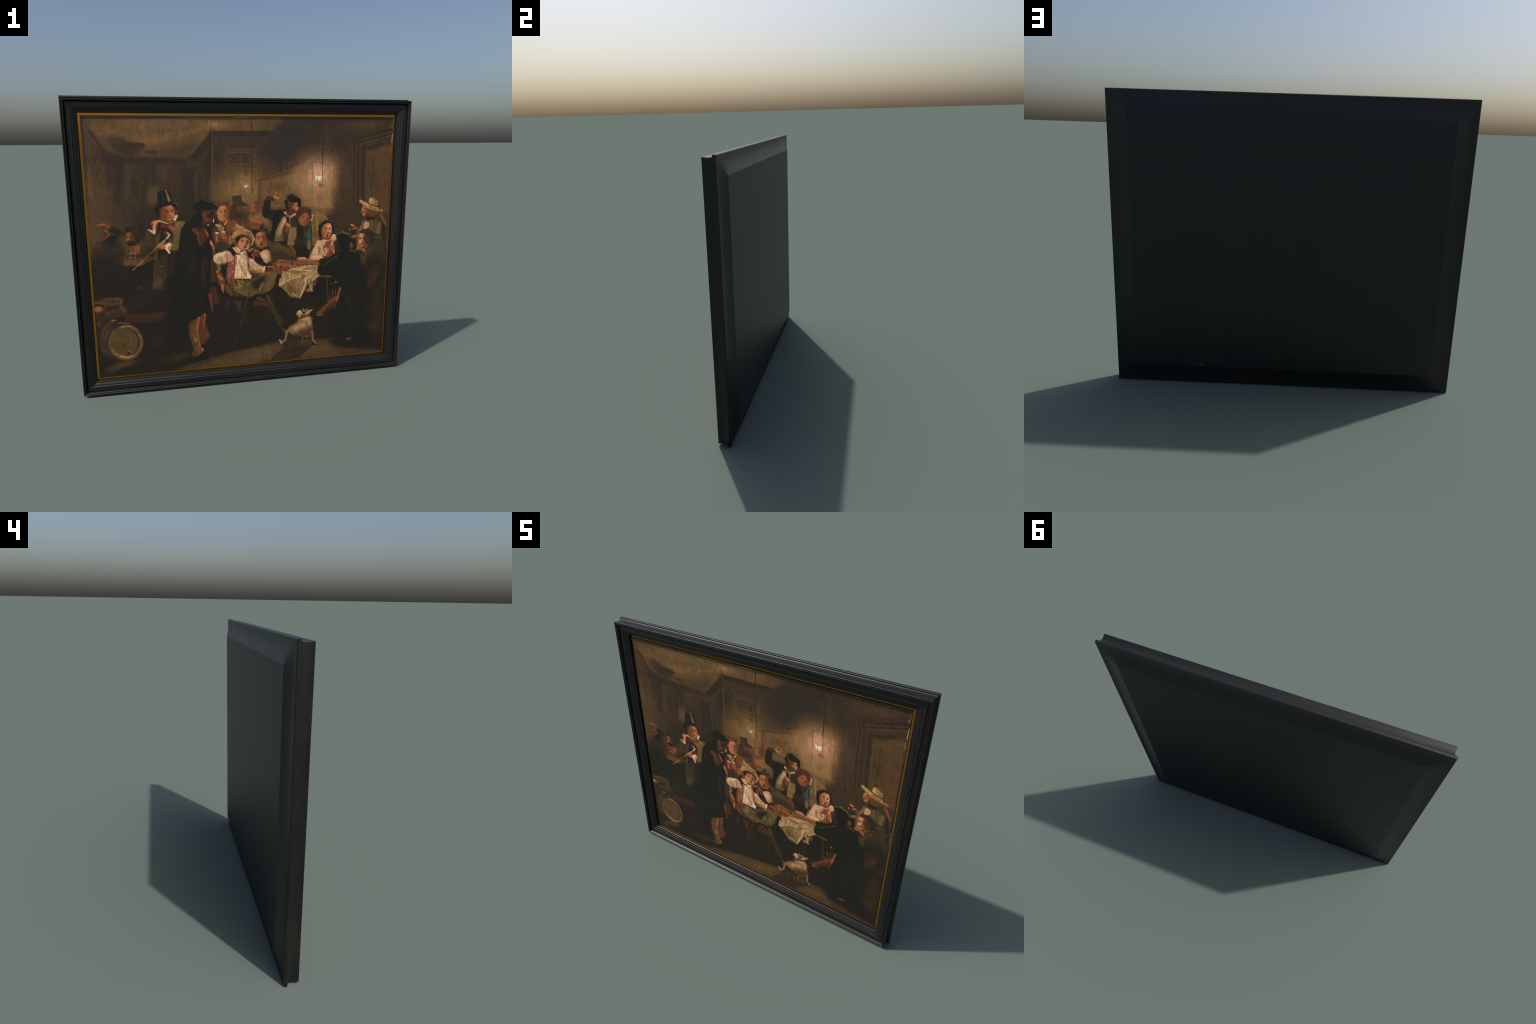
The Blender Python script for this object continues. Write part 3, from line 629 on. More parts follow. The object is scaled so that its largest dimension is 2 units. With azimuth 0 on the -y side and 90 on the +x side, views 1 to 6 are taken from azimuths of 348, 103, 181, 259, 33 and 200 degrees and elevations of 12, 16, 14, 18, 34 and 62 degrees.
def drinkers_at_far_table():
    patch(FLESH_BROWN, [(16.6, 72.7), (31.4, 72.7), (35.4, 70.9), (27.7, 66.8), (18, 67)], soft=0.27, cover=0.9)
    dab(TAN, 23.8, 70, 6.8, 1.77, turn=3, soft=0.9, cover=0.6)
    stroke(UMBER, (18, 67), (27.7, 66.8), 0.35, 0.35, soft=0.75, cover=0.85)
    stroke(SOOT, (11.4, 89.1), (18.6, 83.6), 1.85, 3, soft=0.35)
    dab(OLIVE_DARK, 21.9, 77.2, 8.1, 7.8, turn=-3, soft=0.4)
    dab(OLIVE, 17.5, 81.6, 2.65, 4.5, turn=-13, soft=0.7, cover=0.7)
    dab(UMBER, 28, 77.6, 4.4, 7, turn=-17, soft=0.5, cover=0.9)
    stroke(OLIVE, (20, 79.4), (20, 73.8), 1.2, 1.02, soft=0.7, cover=0.8)
    stroke(OLIVE, (28.4, 80.4), (29.5, 74.7), 1.38, 1.03, soft=0.8, cover=0.6)
    patch(FLESH_BROWN, [(21, 78.3), (27.4, 80.4), (27.7, 73.4), (21.7, 73.7)], soft=0.48, cover=0.8)
    dab(FLESH, 25.6, 77, 2.02, 2.11, turn=-3, soft=0.8, cover=0.6)
    stroke(FLESH_BROWN, (10.8, 90.1), (7.9, 89.9), 1.4, 1.6, soft=0.4)
    stroke(FLESH, (8.3, 91.3), (5.1, 91.3), 0.73, 0.36, soft=0.4)
    stroke(FLESH_DARK, (8.5, 89.2), (6.3, 90.3), 1, 0.66, soft=0.5, cover=0.8)
    stroke(LINEN_SHADE, (9.7, 87.4), (9.1, 88.2), 0.47, 0.47, soft=0.75, cover=0.85)
    dab(SOOT, 23.6, 84.1, 4.2, 5.4, turn=6, soft=0.25)
    face(22.1, 83.1, 2.55, 3.9, tilt=-5, look=-0.6, lit=-1, tones=(FLESH_DARK, FLESH_BROWN, FLESH), mouth="none")
    dab(SOOT, 22.7, 80, 3, 1.57, turn=-3, soft=0.5)
    dab(BLACK, 21.1, 81.1, 0.73, 0.56, turn=-3, soft=0.5)
    dab(SOOT, 22.2, 88, 2.99, 1.38, turn=6, soft=0.4)
    dab(UMBER, 25.4, 86.1, 2.18, 3.5, turn=11, soft=0.4)
    stroke(UMBER, (19.5, 87.7), (23.2, 88.3), 0.47, 0.54, soft=0.75, cover=0.85)
    dab(SOOT, 9.1, 74.3, 8.4, 8.3, turn=23, soft=0.25)
    patch(UMBER, [(0.98, 74.7), (7.3, 80.7), (15.7, 78.9), (17.8, 70.4), (16.6, 61.5), (0.3, 60.8)], soft=0.74)
    stroke(FLESH_DARK, (2.48, 77.4), (7.2, 80.3), 0.74, 0.6, soft=0.7, cover=0.8)
    stroke(FLESH_BROWN, (3.2, 78.4), (6.6, 80.7), 0.3, 0.3, soft=0.75, cover=0.68)
    dab(SOOT, 11.3, 82.9, 3.9, 3.8, turn=-18, soft=0.2)
    stroke(FLESH_BROWN, (7.7, 83.1), (10.9, 85.7), 0.87, 1, soft=0.6, cover=0.7)
    stroke(FLESH_BROWN, (9.9, 86.1), (13.8, 85.7), 0.33, 0.4, soft=0.75, cover=0.68)
    dab(BLACK, 12.6, 82.2, 2.96, 3.3, turn=-23, soft=0.4)
    dab(SOOT, 8, 67.4, 8.3, 7.1, turn=-3, soft=0.5)
    patch(SOOT, [(0.48, 67.8), (18.3, 67.2), (22.2, 64.4), (33.7, 62.3), (32.9, 47.8), (-0.13, 50.1)], soft=1.01)
    dab(OLIVE_DARK, 26.4, 53.7, 2.06, 1.27, turn=18, soft=0.7, cover=0.8)
    stroke(SAND, (21.2, 74.2), (21.2, 70.5), 0.17, 0.17, soft=0.75, cover=0.68)
    stroke(SAND, (24.8, 74.2), (24.3, 70.4), 0.17, 0.17, soft=0.75, cover=0.68)
    stroke(LINEN, (21.2, 74.4), (24.8, 74.3), 0.17, 0.17, soft=0.75, cover=0.68)
    dab(RUST_DARK, 22.7, 71, 1.51, 0.88, turn=-3, soft=0.5)
    stroke(SAND, (21.4, 71.8), (24.1, 71.7), 0.14, 0.14, soft=0.75, cover=0.85)


def man_in_tall_hat():
    patch(OLIVE_DARK, [(30, 83.8), (32.5, 86.9), (39, 89), (47.3, 91.5), (53.5, 90.9), (51.5, 75.8), (49.3, 72.3), (35.9, 73)], soft=0.41)
    patch(SOOT, [(37.7, 89.8), (44.5, 89.5), (46.1, 79.6), (44.6, 58), (36.2, 58.5)], soft=0.48)
    dab(OLIVE_DARK, 32.6, 82, 3.1, 6, turn=-22, soft=0.3)
    stroke(OLIVE, (32.4, 84.8), (31.8, 79.5), 1.72, 2.41, soft=0.7, cover=0.5)
    patch(OLIVE_LIT, [(47.6, 91.9), (53.5, 91.3), (51.6, 87.1), (48.4, 75.9), (45.3, 77.5), (46.3, 83.1)], soft=0.41, cover=0.85)
    stroke(LINEN_SHADE, (48.6, 89.4), (50.7, 90.7), 1.39, 1.39, soft=0.8, cover=0.6)
    stroke(OLIVE_LIT, (44.6, 76.5), (48.7, 75.9), 1.93, 2.11, soft=0.5, cover=0.9)
    stroke(SOOT, (44.2, 74.3), (48.7, 73.8), 0.56, 0.7, soft=0.6, cover=0.8)
    patch(OLIVE, [(36.3, 82.2), (39.3, 87.6), (39.6, 86.2), (37.4, 76.5), (35.7, 69.4)], soft=0.28, cover=0.8)
    stroke(OLIVE, (42.2, 85.4), (44.7, 79.7), 1.39, 1.18, soft=0.7, cover=0.9)
    stroke(OLIVE, (36.2, 75.5), (34.6, 53.2), 0.77, 1.41, soft=0.5)
    patch(OLIVE_DARK, [(35.4, 69.4), (42.4, 72.6), (41.9, 60.8), (38.7, 51.8), (33.7, 52.1)], soft=0.42)
    dab(OLIVE, 36.5, 56, 2.43, 4, turn=-7, soft=0.7, cover=0.8)
    dab(STRAW, 39, 66, 0.62, 0.5, turn=-3, soft=0.5, cover=0.7)
    dab(UMBER, 40.5, 69.2, 2.08, 4.3, turn=-12, soft=0.7, cover=0.7)
    dab(RUST_DARK, 46.3, 66, 2.11, 7.2, turn=-17, soft=0.7, cover=0.5)
    dab(FLESH_BROWN, 46.4, 60.5, 2.8, 2.2, turn=12, soft=0.6, cover=0.7)
    stroke(RUST_DARK, (40.4, 89.7), (44.5, 89.2), 1.55, 1.72, soft=0.4)
    stroke(ROSE, (45.1, 88.5), (48.1, 85.2), 1.39, 0.97, soft=0.5, cover=0.85)
    stroke(RED, (44.4, 88.5), (45.5, 89.5), 0.55, 0.69, soft=0.5)
    stroke(RUST, (47.1, 86.6), (48.4, 85.2), 0.7, 0.63, soft=0.6)
    stroke(FLESH, (35.7, 88.1), (35.7, 90.6), 1.44, 1.88, soft=0.35)
    stroke(FLESH_LIT, (36.1, 91.6), (38.1, 91.9), 1.09, 0.75, soft=0.4)
    stroke(FLESH_BRIGHT, (35.4, 88.1), (36.6, 91.6), 0.62, 0.55, soft=0.7, cover=0.7)
    stroke(FLESH_DARK, (34.6, 89.9), (34.2, 88.2), 0.62, 0.68, soft=0.7)
    stroke(LINEN_LIT, (33.2, 87.2), (35.5, 85.5), 0.45, 0.75, soft=0.5)
    stroke(LINEN, (32.2, 87.4), (33.2, 87.4), 0.41, 0.44, soft=0.75, cover=0.85)
    stroke(LINEN_LIT, (35.7, 87.1), (36.2, 86), 0.82, 0.55, soft=0.4)
    stroke(LINEN_LIT, (38.8, 92.4), (43.2, 90.8), 0.48, 0.41, soft=0.75, cover=0.85)
    stroke(LINEN, (43.2, 90.8), (46.2, 91.2), 0.34, 0.28, soft=0.75, cover=0.85)
    stroke(LINEN_LIT, (48.4, 94.6), (47.3, 92.6), 1.03, 0.55, soft=0.4)
    dab(RUST_DARK, 43.4, 97.2, 4.1, 5.2, turn=-2, soft=0.25)
    face(44.1, 96.8, 3.6, 5, tilt=0, look=0.55, lit=1, tones=(FLESH_BROWN, FLESH, FLESH_LIT), mouth="shut")
    dab(FLESH_BROWN, 41.3, 94.9, 2.03, 3.1, turn=-3, soft=0.7, cover=0.8)
    stroke(RUST_DARK, (39.8, 99.7), (39.7, 96), 1.02, 0.75, soft=0.6)
    stroke(RUST_DARK, (48.3, 99.8), (48.5, 96.4), 0.55, 0.69, soft=0.6)
    stroke(BLACK, (37.4, 98.1), (38.3, 96), 1.22, 0.88, soft=0.3)
    stroke(BLACK, (37.1, 98.8), (39.9, 101.1), 1.29, 1.36, soft=0.25)
    stroke(BLACK, (39.9, 101.4), (46.7, 102.3), 1.29, 1.09, soft=0.25)
    stroke(BLACK, (46.7, 101.9), (49, 100.1), 1.37, 1.09, soft=0.25)
    stroke(SOOT, (49, 100.1), (49.1, 99.1), 0.96, 0.75, soft=0.4)
    stroke(GREY, (44.7, 102.9), (48.7, 101.9), 0.24, 0.24, soft=0.75, cover=0.77)
    stroke(GREY, (48.7, 101.9), (49.8, 100.1), 0.24, 0.24, soft=0.75, cover=0.68)
    patch(BLACK, [(38.1, 107.5), (39.2, 109.2), (44.5, 109.5), (45.8, 107.6), (46.9, 102.1), (38.8, 101.7)], soft=0.2)
    stroke(LINEN_SHADE, (43.2, 109.2), (44.8, 103.7), 0.47, 0.88, soft=0.6, cover=0.9)
    stroke(SLATE, (41.1, 108.4), (41.6, 103.7), 0.54, 0.68, soft=0.8, cover=0.9)
    dab(SILVER, 43, 109.3, 0.34, 0.27, turn=-1, soft=0.5)
    stroke(FLESH, (38.8, 77.8), (41.2, 78), 1.92, 2.16, soft=0.35)
    stroke(FLESH_BROWN, (38.2, 79.3), (41.3, 79.1), 0.7, 0.7, soft=0.6)
    dab(FLESH_LIT, 40.2, 77.4, 1.71, 1.42, turn=-3, soft=0.8, cover=0.6)
    stroke(LINEN_BRIGHT, (42.6, 77.6), (44, 79), 0.98, 0.7, soft=0.4)
    stroke(LINEN_LIT, (42.2, 76.2), (43.5, 73.7), 0.84, 0.7, soft=0.4)
    stroke(LINEN, (43.9, 76.1), (45, 78.2), 0.56, 0.63, soft=0.5)
    stroke(PALE_STRAW, (42.8, 82.2), (36.4, 76.9), 0.38, 0.35, soft=0.75, cover=0.85)
    stroke(STRAW, (36.4, 76.9), (30, 70.8), 0.35, 0.35, soft=0.75, cover=0.77)
    stroke(STRAW, (30, 70.8), (22.5, 64.4), 0.35, 0.28, soft=0.75, cover=0.68)
    stroke(LINEN_BRIGHT, (42.8, 82.2), (44.2, 83.9), 0.38, 0.38, soft=0.75, cover=0.85)
    stroke(LINEN_LIT, (44.2, 83.9), (42.9, 85.4), 0.38, 0.35, soft=0.75, cover=0.85)


def figures_by_the_bar():
    dab(EARTH, 84.2, 90.3, 6.2, 7.9, turn=-1, soft=0.6, cover=0.9)
    patch(BROWN, [(78.2, 94.8), (87.5, 93.5), (88.9, 86.6), (87, 81.6), (81.9, 84), (78.1, 89.1)], soft=0.57, cover=0.8)
    patch(FLESH_DARK, [(80.8, 105), (86, 105.7), (87, 101.3), (89, 101.1), (88.6, 99.8), (80.7, 98.3), (80, 99), (81.5, 100.7)], soft=0.28)
    patch(EARTH, [(80.8, 105), (86, 105.7), (86.8, 100.6), (81.1, 100.1)], soft=0.21)
    stroke(UMBER, (80.4, 99), (88.6, 100.7), 0.57, 0.43, soft=0.75, cover=0.85)
    dab(FLESH_DARK, 82.1, 96.8, 2.69, 2.49, turn=-2, soft=0.5)
    dab(BROWN, 85.7, 97.1, 2.16, 2.85, turn=-1, soft=0.8, cover=0.8)
    stroke(UMBER, (79.6, 93.4), (85.7, 93.5), 2.15, 2.5, soft=0.6, cover=0.7)
    dab(TAN, 96.9, 90.6, 7.8, 5, turn=-12, soft=0.4)
    dab(SAND, 96.6, 93.5, 5.2, 3.2, turn=-26, soft=0.7, cover=0.8)
    patch(TAN, [(91.4, 87.9), (105.4, 88.1), (103.9, 83.8), (91, 85.4)], soft=0.58)
    stroke(FLESH, (97.6, 89.5), (91.8, 91.2), 1.53, 1.38, soft=0.5)
    stroke(FLESH_BROWN, (90.7, 90.8), (90, 88.7), 1.09, 0.94, soft=0.5)
    stroke(FLESH_BROWN, (92.9, 88.6), (99.5, 87.2), 0.95, 0.88, soft=0.6, cover=0.8)
    stroke(SAND, (99.5, 93), (102.1, 87.1), 1.46, 1.83, soft=0.7, cover=0.7)
    dab(FLESH_BROWN, 95.5, 98.6, 3.7, 3.8, turn=-0, soft=0.25)
    face(93.7, 97.5, 2.23, 3.4, tilt=0, look=-0.7, lit=-1, tones=(FLESH_BROWN, FLESH, FLESH), mouth="none")
    dab(FLESH_BROWN, 93.3, 94.9, 1.82, 1.43, turn=-2, soft=0.5)
    dab(BROWN, 96.6, 99.2, 2.74, 2.68, turn=-2, soft=0.6, cover=0.7)
    dab(FLESH_BROWN, 96.2, 96, 1.83, 2.51, turn=-0, soft=0.7, cover=0.8)


def onlookers_in_the_haze():
    dab(FLESH_DARK, 90.3, 84.3, 4.4, 3.3, turn=-2, soft=0.8, cover=0.7)
    dab(FLESH_BROWN, 90, 87.6, 2.92, 2.17, turn=-2, soft=0.9, cover=0.5)
    dab(FLESH_DARK, 102.1, 85.3, 3.3, 4, turn=-0, soft=0.8, cover=0.6)
    dab(TAN, 106.1, 99.3, 4.1, 3.2, turn=-2, soft=0.9, cover=0.5)
    stroke(BROWN, (106.1, 100), (112.8, 100.6), 0.58, 0.58, soft=0.9, cover=0.51)
    stroke(TAN, (106.1, 97.5), (112.8, 97.7), 1.1, 1.1, soft=0.9, cover=0.6)
    dab(UMBER, 31.5, 73.2, 4.1, 5.7, turn=-3, soft=0.9, cover=0.7)
    dab(UMBER, 15, 78.9, 2.97, 4.2, turn=-4, soft=0.9, cover=0.7)
    dab(FLESH_DARK, 16.5, 70.4, 2, 2.12, turn=-3, soft=0.9, cover=0.6)
    dab(UMBER, 128.9, 70.7, 3.1, 4.2, turn=1, soft=0.8, cover=0.8)
    dab(UMBER, 141.8, 85.2, 1.57, 4.5, turn=2, soft=0.9, cover=0.5)


def youth_with_mugs():
    patch(EARTH, [(69.8, 88), (74.9, 90.7), (80.6, 91.9), (85.6, 88.9), (80.4, 76.8), (76, 73.3), (69.5, 74.4)], soft=0.43)
    patch(RUST_DARK, [(77.7, 91.7), (82, 91.7), (86, 88.5), (81.2, 83.3), (79.6, 75), (76.4, 75.1), (76.2, 86.4)], soft=0.36)
    patch(RUST, [(78.5, 91.3), (82, 91.1), (84.9, 88.9), (82, 86.1), (78.3, 82.7), (76.9, 87)], soft=0.5, cover=0.8)
    dab(LINEN_SHADE, 84.1, 86, 3.2, 2.92, turn=23, soft=0.4)
    dab(LINEN, 84.9, 87.4, 2.56, 1.43, turn=-22, soft=0.7, cover=0.8)
    stroke(RUST_DARK, (84.2, 90), (86, 88.1), 0.86, 0.72, soft=0.5)
    stroke(LINEN_SHADE, (73, 87.9), (74.8, 84.6), 1.61, 1.25, soft=0.6)
    stroke(LINEN, (71.3, 88.7), (74.1, 88.2), 0.64, 0.5, soft=0.5)
    stroke(LINEN, (77.7, 91.7), (76.3, 88.9), 0.71, 0.57, soft=0.5)
    stroke(LINEN, (75.5, 87.1), (74.8, 85.3), 0.57, 0.5, soft=0.75, cover=0.85)
    stroke(RUST_DARK, (70.2, 86.2), (69.6, 77.3), 1.43, 1.79, soft=0.6, cover=0.8)
    dab(OLIVE_DARK, 74.6, 75.2, 3.2, 5.8, turn=-1, soft=0.5)
    dab(FLESH_BROWN, 74.9, 92.5, 3, 2.49, turn=-2, soft=0.4)
    dab(FLESH_BROWN, 75.4, 98.5, 3.9, 4.1, turn=-1, soft=0.2)
    face(75.1, 95.6, 3.2, 5, tilt=-3, look=0.35, lit=-1, tones=(FLESH_BROWN, FLESH_LIT, FLESH_LIT), mouth="shut")
    dab(FLESH_LIT, 74.7, 98.5, 2.82, 1.42, turn=18, soft=0.7, cover=0.7)
    patch(FLESH_DARK, [(71.5, 100), (73, 102), (75.8, 102.5), (77.9, 101.4), (79.3, 98.7), (78.5, 95.5), (77.7, 99.5), (75.1, 100.6), (72.9, 98.9), (72.2, 97.2)], soft=0.35, cover=0.9)
    stroke(FLESH_BROWN, (72.2, 100.7), (76.5, 101.6), 0.7, 0.84, soft=0.7, cover=0.7)
    stroke(FLESH_BROWN, (78.2, 99.8), (78.5, 96.6), 0.78, 0.57, soft=0.6)
    patch(RUST, [(70.4, 83.4), (73.3, 83.2), (72.8, 78.9), (70.5, 79)], soft=0.18)
    stroke(FLESH, (70.5, 79.4), (72.9, 79.1), 0.36, 0.36, soft=0.75, cover=0.85)
    stroke(FLESH_LIT, (71.1, 82.2), (71.3, 79.7), 0.29, 0.29, soft=0.75, cover=0.68)
    stroke(FLESH_DARK, (72.6, 82.2), (72.3, 79.7), 0.29, 0.29, soft=0.75, cover=0.85)
    dab(LINEN, 71.8, 83.8, 1.43, 0.72, turn=-2, soft=0.4)
    dab(LINEN, 75.5, 84.3, 1.43, 0.72, turn=-2, soft=0.4)
    dab(LINEN_BRIGHT, 71.5, 84.2, 0.86, 0.36, turn=-2, soft=0.5)
    dab(LINEN_BRIGHT, 75.3, 84.6, 0.86, 0.32, turn=-2, soft=0.5)
    stroke(FLESH_BROWN, (74.7, 82.5), (77.5, 79.4), 1.44, 1.8, soft=0.35)
    stroke(FLESH, (74.4, 82.8), (76.5, 82.7), 0.72, 0.79, soft=0.5)
    stroke(FLESH, (74.3, 81.4), (76.5, 80.9), 0.65, 0.72, soft=0.5)
    stroke(FLESH_BROWN, (74.7, 79.9), (76.8, 79.3), 0.65, 0.72, soft=0.5)
    stroke(LINEN_SHADE, (79, 81.6), (79.3, 77.5), 0.65, 0.87, soft=0.5)


def man_in_dark_cap():
    patch(BLACK, [(50.9, 87.4), (57.4, 94.1), (65, 92.8), (67, 87.4), (69.6, 78.7), (70.2, 71.8), (69, 51.5), (46.8, 52.9), (48.7, 74.7)], soft=0.42)
    patch(BLACK, [(47.5, 75.1), (70.2, 74), (71.4, 49.4), (69.3, 35.4), (61.4, 33.2), (43.9, 36.4), (42.8, 57.4)], soft=1.16)
    patch(BLACK, [(43.3, 58.2), (66.8, 56.8), (68.2, 36.8), (63.9, 33.9), (56.2, 32.9), (43.5, 35.9)], soft=0.53)
    patch(SOOT, [(42.7, 35.9), (53.9, 33.8), (52.4, 11.1), (44, 11.9)], soft=1.54, cover=0.7)
    dab(BLACK, 45.7, 26.5, 6.8, 15.5, turn=-2, soft=0.5, cover=0.9)
    dab(FLESH_DARK, 65.8, 94.2, 5.7, 6, turn=-21, soft=0.3)
    dab(BLACK, 61.9, 93.6, 3.1, 4.2, turn=-2, soft=0.4)
    dab(FLESH_DARK, 66.8, 93.8, 2.81, 3.9, turn=-1, soft=0.5)
    dab(FLESH_BROWN, 65.7, 92.4, 2.12, 2.46, turn=-21, soft=0.8, cover=0.7)
    dab(FLESH_BROWN, 64.4, 95.3, 1.4, 2.11, turn=-2, soft=0.8, cover=0.6)
    dab(SOOT, 67.5, 94.1, 1.76, 1.06, turn=-2, soft=0.6)
    dab(SOOT, 69.3, 95.1, 1.41, 1.76, turn=-1, soft=0.5)
    dab(FLESH_DARK, 70, 93.4, 0.99, 2.13, turn=9, soft=0.5)
    stroke(SOOT, (65.6, 89.6), (68.5, 90.2), 0.78, 0.57, soft=0.6)
    stroke(FLESH, (71.4, 96.1), (72.3, 94.7), 0.32, 0.32, soft=0.75, cover=0.85)
    stroke(SILVER, (69.8, 92.3), (69.6, 90.7), 0.28, 0.39, soft=0.75, cover=0.85)
    dab(SILVER, 66.5, 88.9, 0.39, 0.43, turn=-1, soft=0.5)
    dab(FLESH, 67.3, 89.7, 0.28, 0.28, turn=-2, soft=0.5)
    dab(BLACK, 65.2, 100.2, 7, 2.97, turn=-2, soft=0.15)
    dab(BLACK, 64.9, 101.6, 5.2, 1.74, turn=-2, soft=0.2)
    stroke(BLACK, (59, 99.3), (62, 97.8), 1.22, 1.04, soft=0.3)
    stroke(BLACK, (69.4, 100.4), (71.9, 98.9), 1.75, 0.98, soft=0.25)
    stroke(SAND, (65.6, 103), (68.8, 102.3), 0.14, 0.14, soft=0.75, cover=0.68)
    stroke(FLESH, (70.5, 101.4), (72.2, 99.6), 0.28, 0.28, soft=0.75, cover=0.77)
    stroke(FLESH, (68.8, 102.3), (70.9, 101.2), 0.14, 0.17, soft=0.75, cover=0.68)
    patch(FLESH_DARK, [(56.5, 87.1), (60, 88.4), (64.1, 86.1), (66.9, 81.7), (64, 79), (61.7, 75.8), (60.7, 77.7), (59.5, 83.5)], soft=0.42)
    stroke(FLESH_BROWN, (57.8, 86.4), (60.6, 84.1), 0.92, 0.78, soft=0.7, cover=0.7)
    stroke(FLESH_BROWN, (60.2, 84.1), (61.1, 77.7), 0.71, 0.43, soft=0.7, cover=0.6)
    stroke(BROWN, (62.7, 85.5), (63.7, 81.9), 0.64, 0.43, soft=0.7, cover=0.8)
    stroke(SOOT, (61.3, 86.6), (64.8, 82.5), 0.42, 0.42, soft=0.75, cover=0.85)
    stroke(RUST, (64.2, 86.8), (66.2, 82.8), 0.5, 0.78, soft=0.5, cover=0.9)
    stroke(RED, (64.9, 86.1), (65.8, 83.2), 0.28, 0.35, soft=0.75, cover=0.85)
    patch(SOOT, [(64, 79), (67.2, 82.1), (68.1, 80.9), (66.7, 73.8), (61.3, 72.2), (60.7, 76.2)], soft=0.36)
    patch(BLACK, [(60.7, 75.5), (66.8, 78.1), (69.8, 72.2), (68.6, 66.4), (61, 63.1)], soft=0.57)
    stroke(ROSE, (67.9, 79.2), (69.5, 74.4), 0.72, 0.86, soft=0.5)
    stroke(ROSE_PALE, (67.5, 78.8), (68.5, 76.6), 0.36, 0.43, soft=0.75, cover=0.85)
    stroke(RUST, (68.8, 75.1), (69.8, 72.5), 0.65, 0.5, soft=0.6)
    stroke(BROWN, (69.5, 71.5), (71.5, 65.1), 0.94, 0.73, soft=0.5)
    stroke(LINEN, (70.5, 69.9), (71.3, 66.6), 0.33, 0.33, soft=0.75, cover=0.85)
    stroke(OCHRE, (70.8, 66.3), (72.2, 64.7), 0.58, 0.58, soft=0.75, cover=0.85)
    stroke(GREY, (72.2, 64.3), (72.5, 62.1), 1.32, 1.1, soft=0.5)
    stroke(FLESH_DARK, (69.4, 68.2), (69.8, 57.1), 1.24, 2.19, soft=0.6, cover=0.9)
    stroke(FLESH, (71.4, 60.7), (72.8, 58.7), 1.1, 1.1, soft=0.5)
    stroke(FLESH_BROWN, (72.4, 59.5), (73.8, 54.2), 1.25, 2.21, soft=0.5)
    stroke(FLESH_LIT, (72, 58), (73.8, 56.1), 0.81, 0.88, soft=0.7, cover=0.7)
    stroke(FLESH_DARK, (67.9, 68.2), (68.4, 55.3), 0.44, 1.09, soft=0.7)
    stroke(FLESH_DARK, (68.5, 49.5), (70.3, 42.3), 2.35, 1.96, soft=0.5)
    stroke(FLESH_BROWN, (66.5, 46.9), (67.8, 36.8), 0.94, 0.55, soft=0.6, cover=0.9)
    stroke(FLESH, (73.6, 52.4), (74.6, 47.9), 0.63, 0.55, soft=0.5)
    stroke(FLESH_BROWN, (76.6, 51.4), (79.3, 46), 1.97, 1.02, soft=0.6, cover=0.8)
    stroke(FLESH_LIT, (74.7, 52.3), (74.3, 49.2), 0.35, 0.35, soft=0.75, cover=0.85)
    patch(BROWN, [(53.4, 28.2), (55.4, 31.3), (60, 33.4), (59.2, 17.1), (61.4, 12.4), (60.5, 9.5), (56.6, 7.8), (54.9, 17.5)], soft=0.39)
    patch(RUST_DARK, [(59.3, 32.6), (62, 35.2), (64.1, 35.3), (63.4, 28.2), (65.9, 20.6), (62.7, 16.4), (59.5, 15.4), (58.7, 25.4)], soft=0.39)
    stroke(FLESH, (59.6, 32.6), (57.9, 25.4), 0.71, 0.79, soft=0.6, cover=0.8)
    stroke(FLESH, (63.3, 34.7), (62.2, 27.5), 0.55, 0.39, soft=0.75, cover=0.68)
    stroke(FLESH, (58.2, 23.8), (59.5, 14.6), 0.56, 0.64, soft=0.7, cover=0.6)
    dab(FLESH_BROWN, 55.2, 24, 1.73, 4.9, turn=-2, soft=0.7)
    stroke(BROWN, (54.1, 27.8), (54.2, 19.6), 0.47, 0.55, soft=0.75, cover=0.59)
    stroke(FLESH_LIT, (56.6, 19.8), (57.3, 18.1), 0.72, 0.72, soft=0.7, cover=0.5)
    stroke(FLESH_BROWN, (56.2, 9.9), (60.6, 12.4), 1.61, 1.2, soft=0.5)
    stroke(ROSE, (60.6, 13.5), (61.4, 11.7), 0.4, 0.48, soft=0.75, cover=0.85)
    stroke(FLESH_DARK, (55.7, 16.6), (56.6, 8.2), 0.4, 0.8, soft=0.7)
    patch(BLACK, [(56.9, 7.4), (62.1, 11), (67.1, 8), (66.7, 6.4), (62.3, 5.2), (55.3, 5.8)], soft=0.32)
    dab(OLIVE, 66.1, 7.3, 0.55, 0.42, turn=-6, soft=0.6)


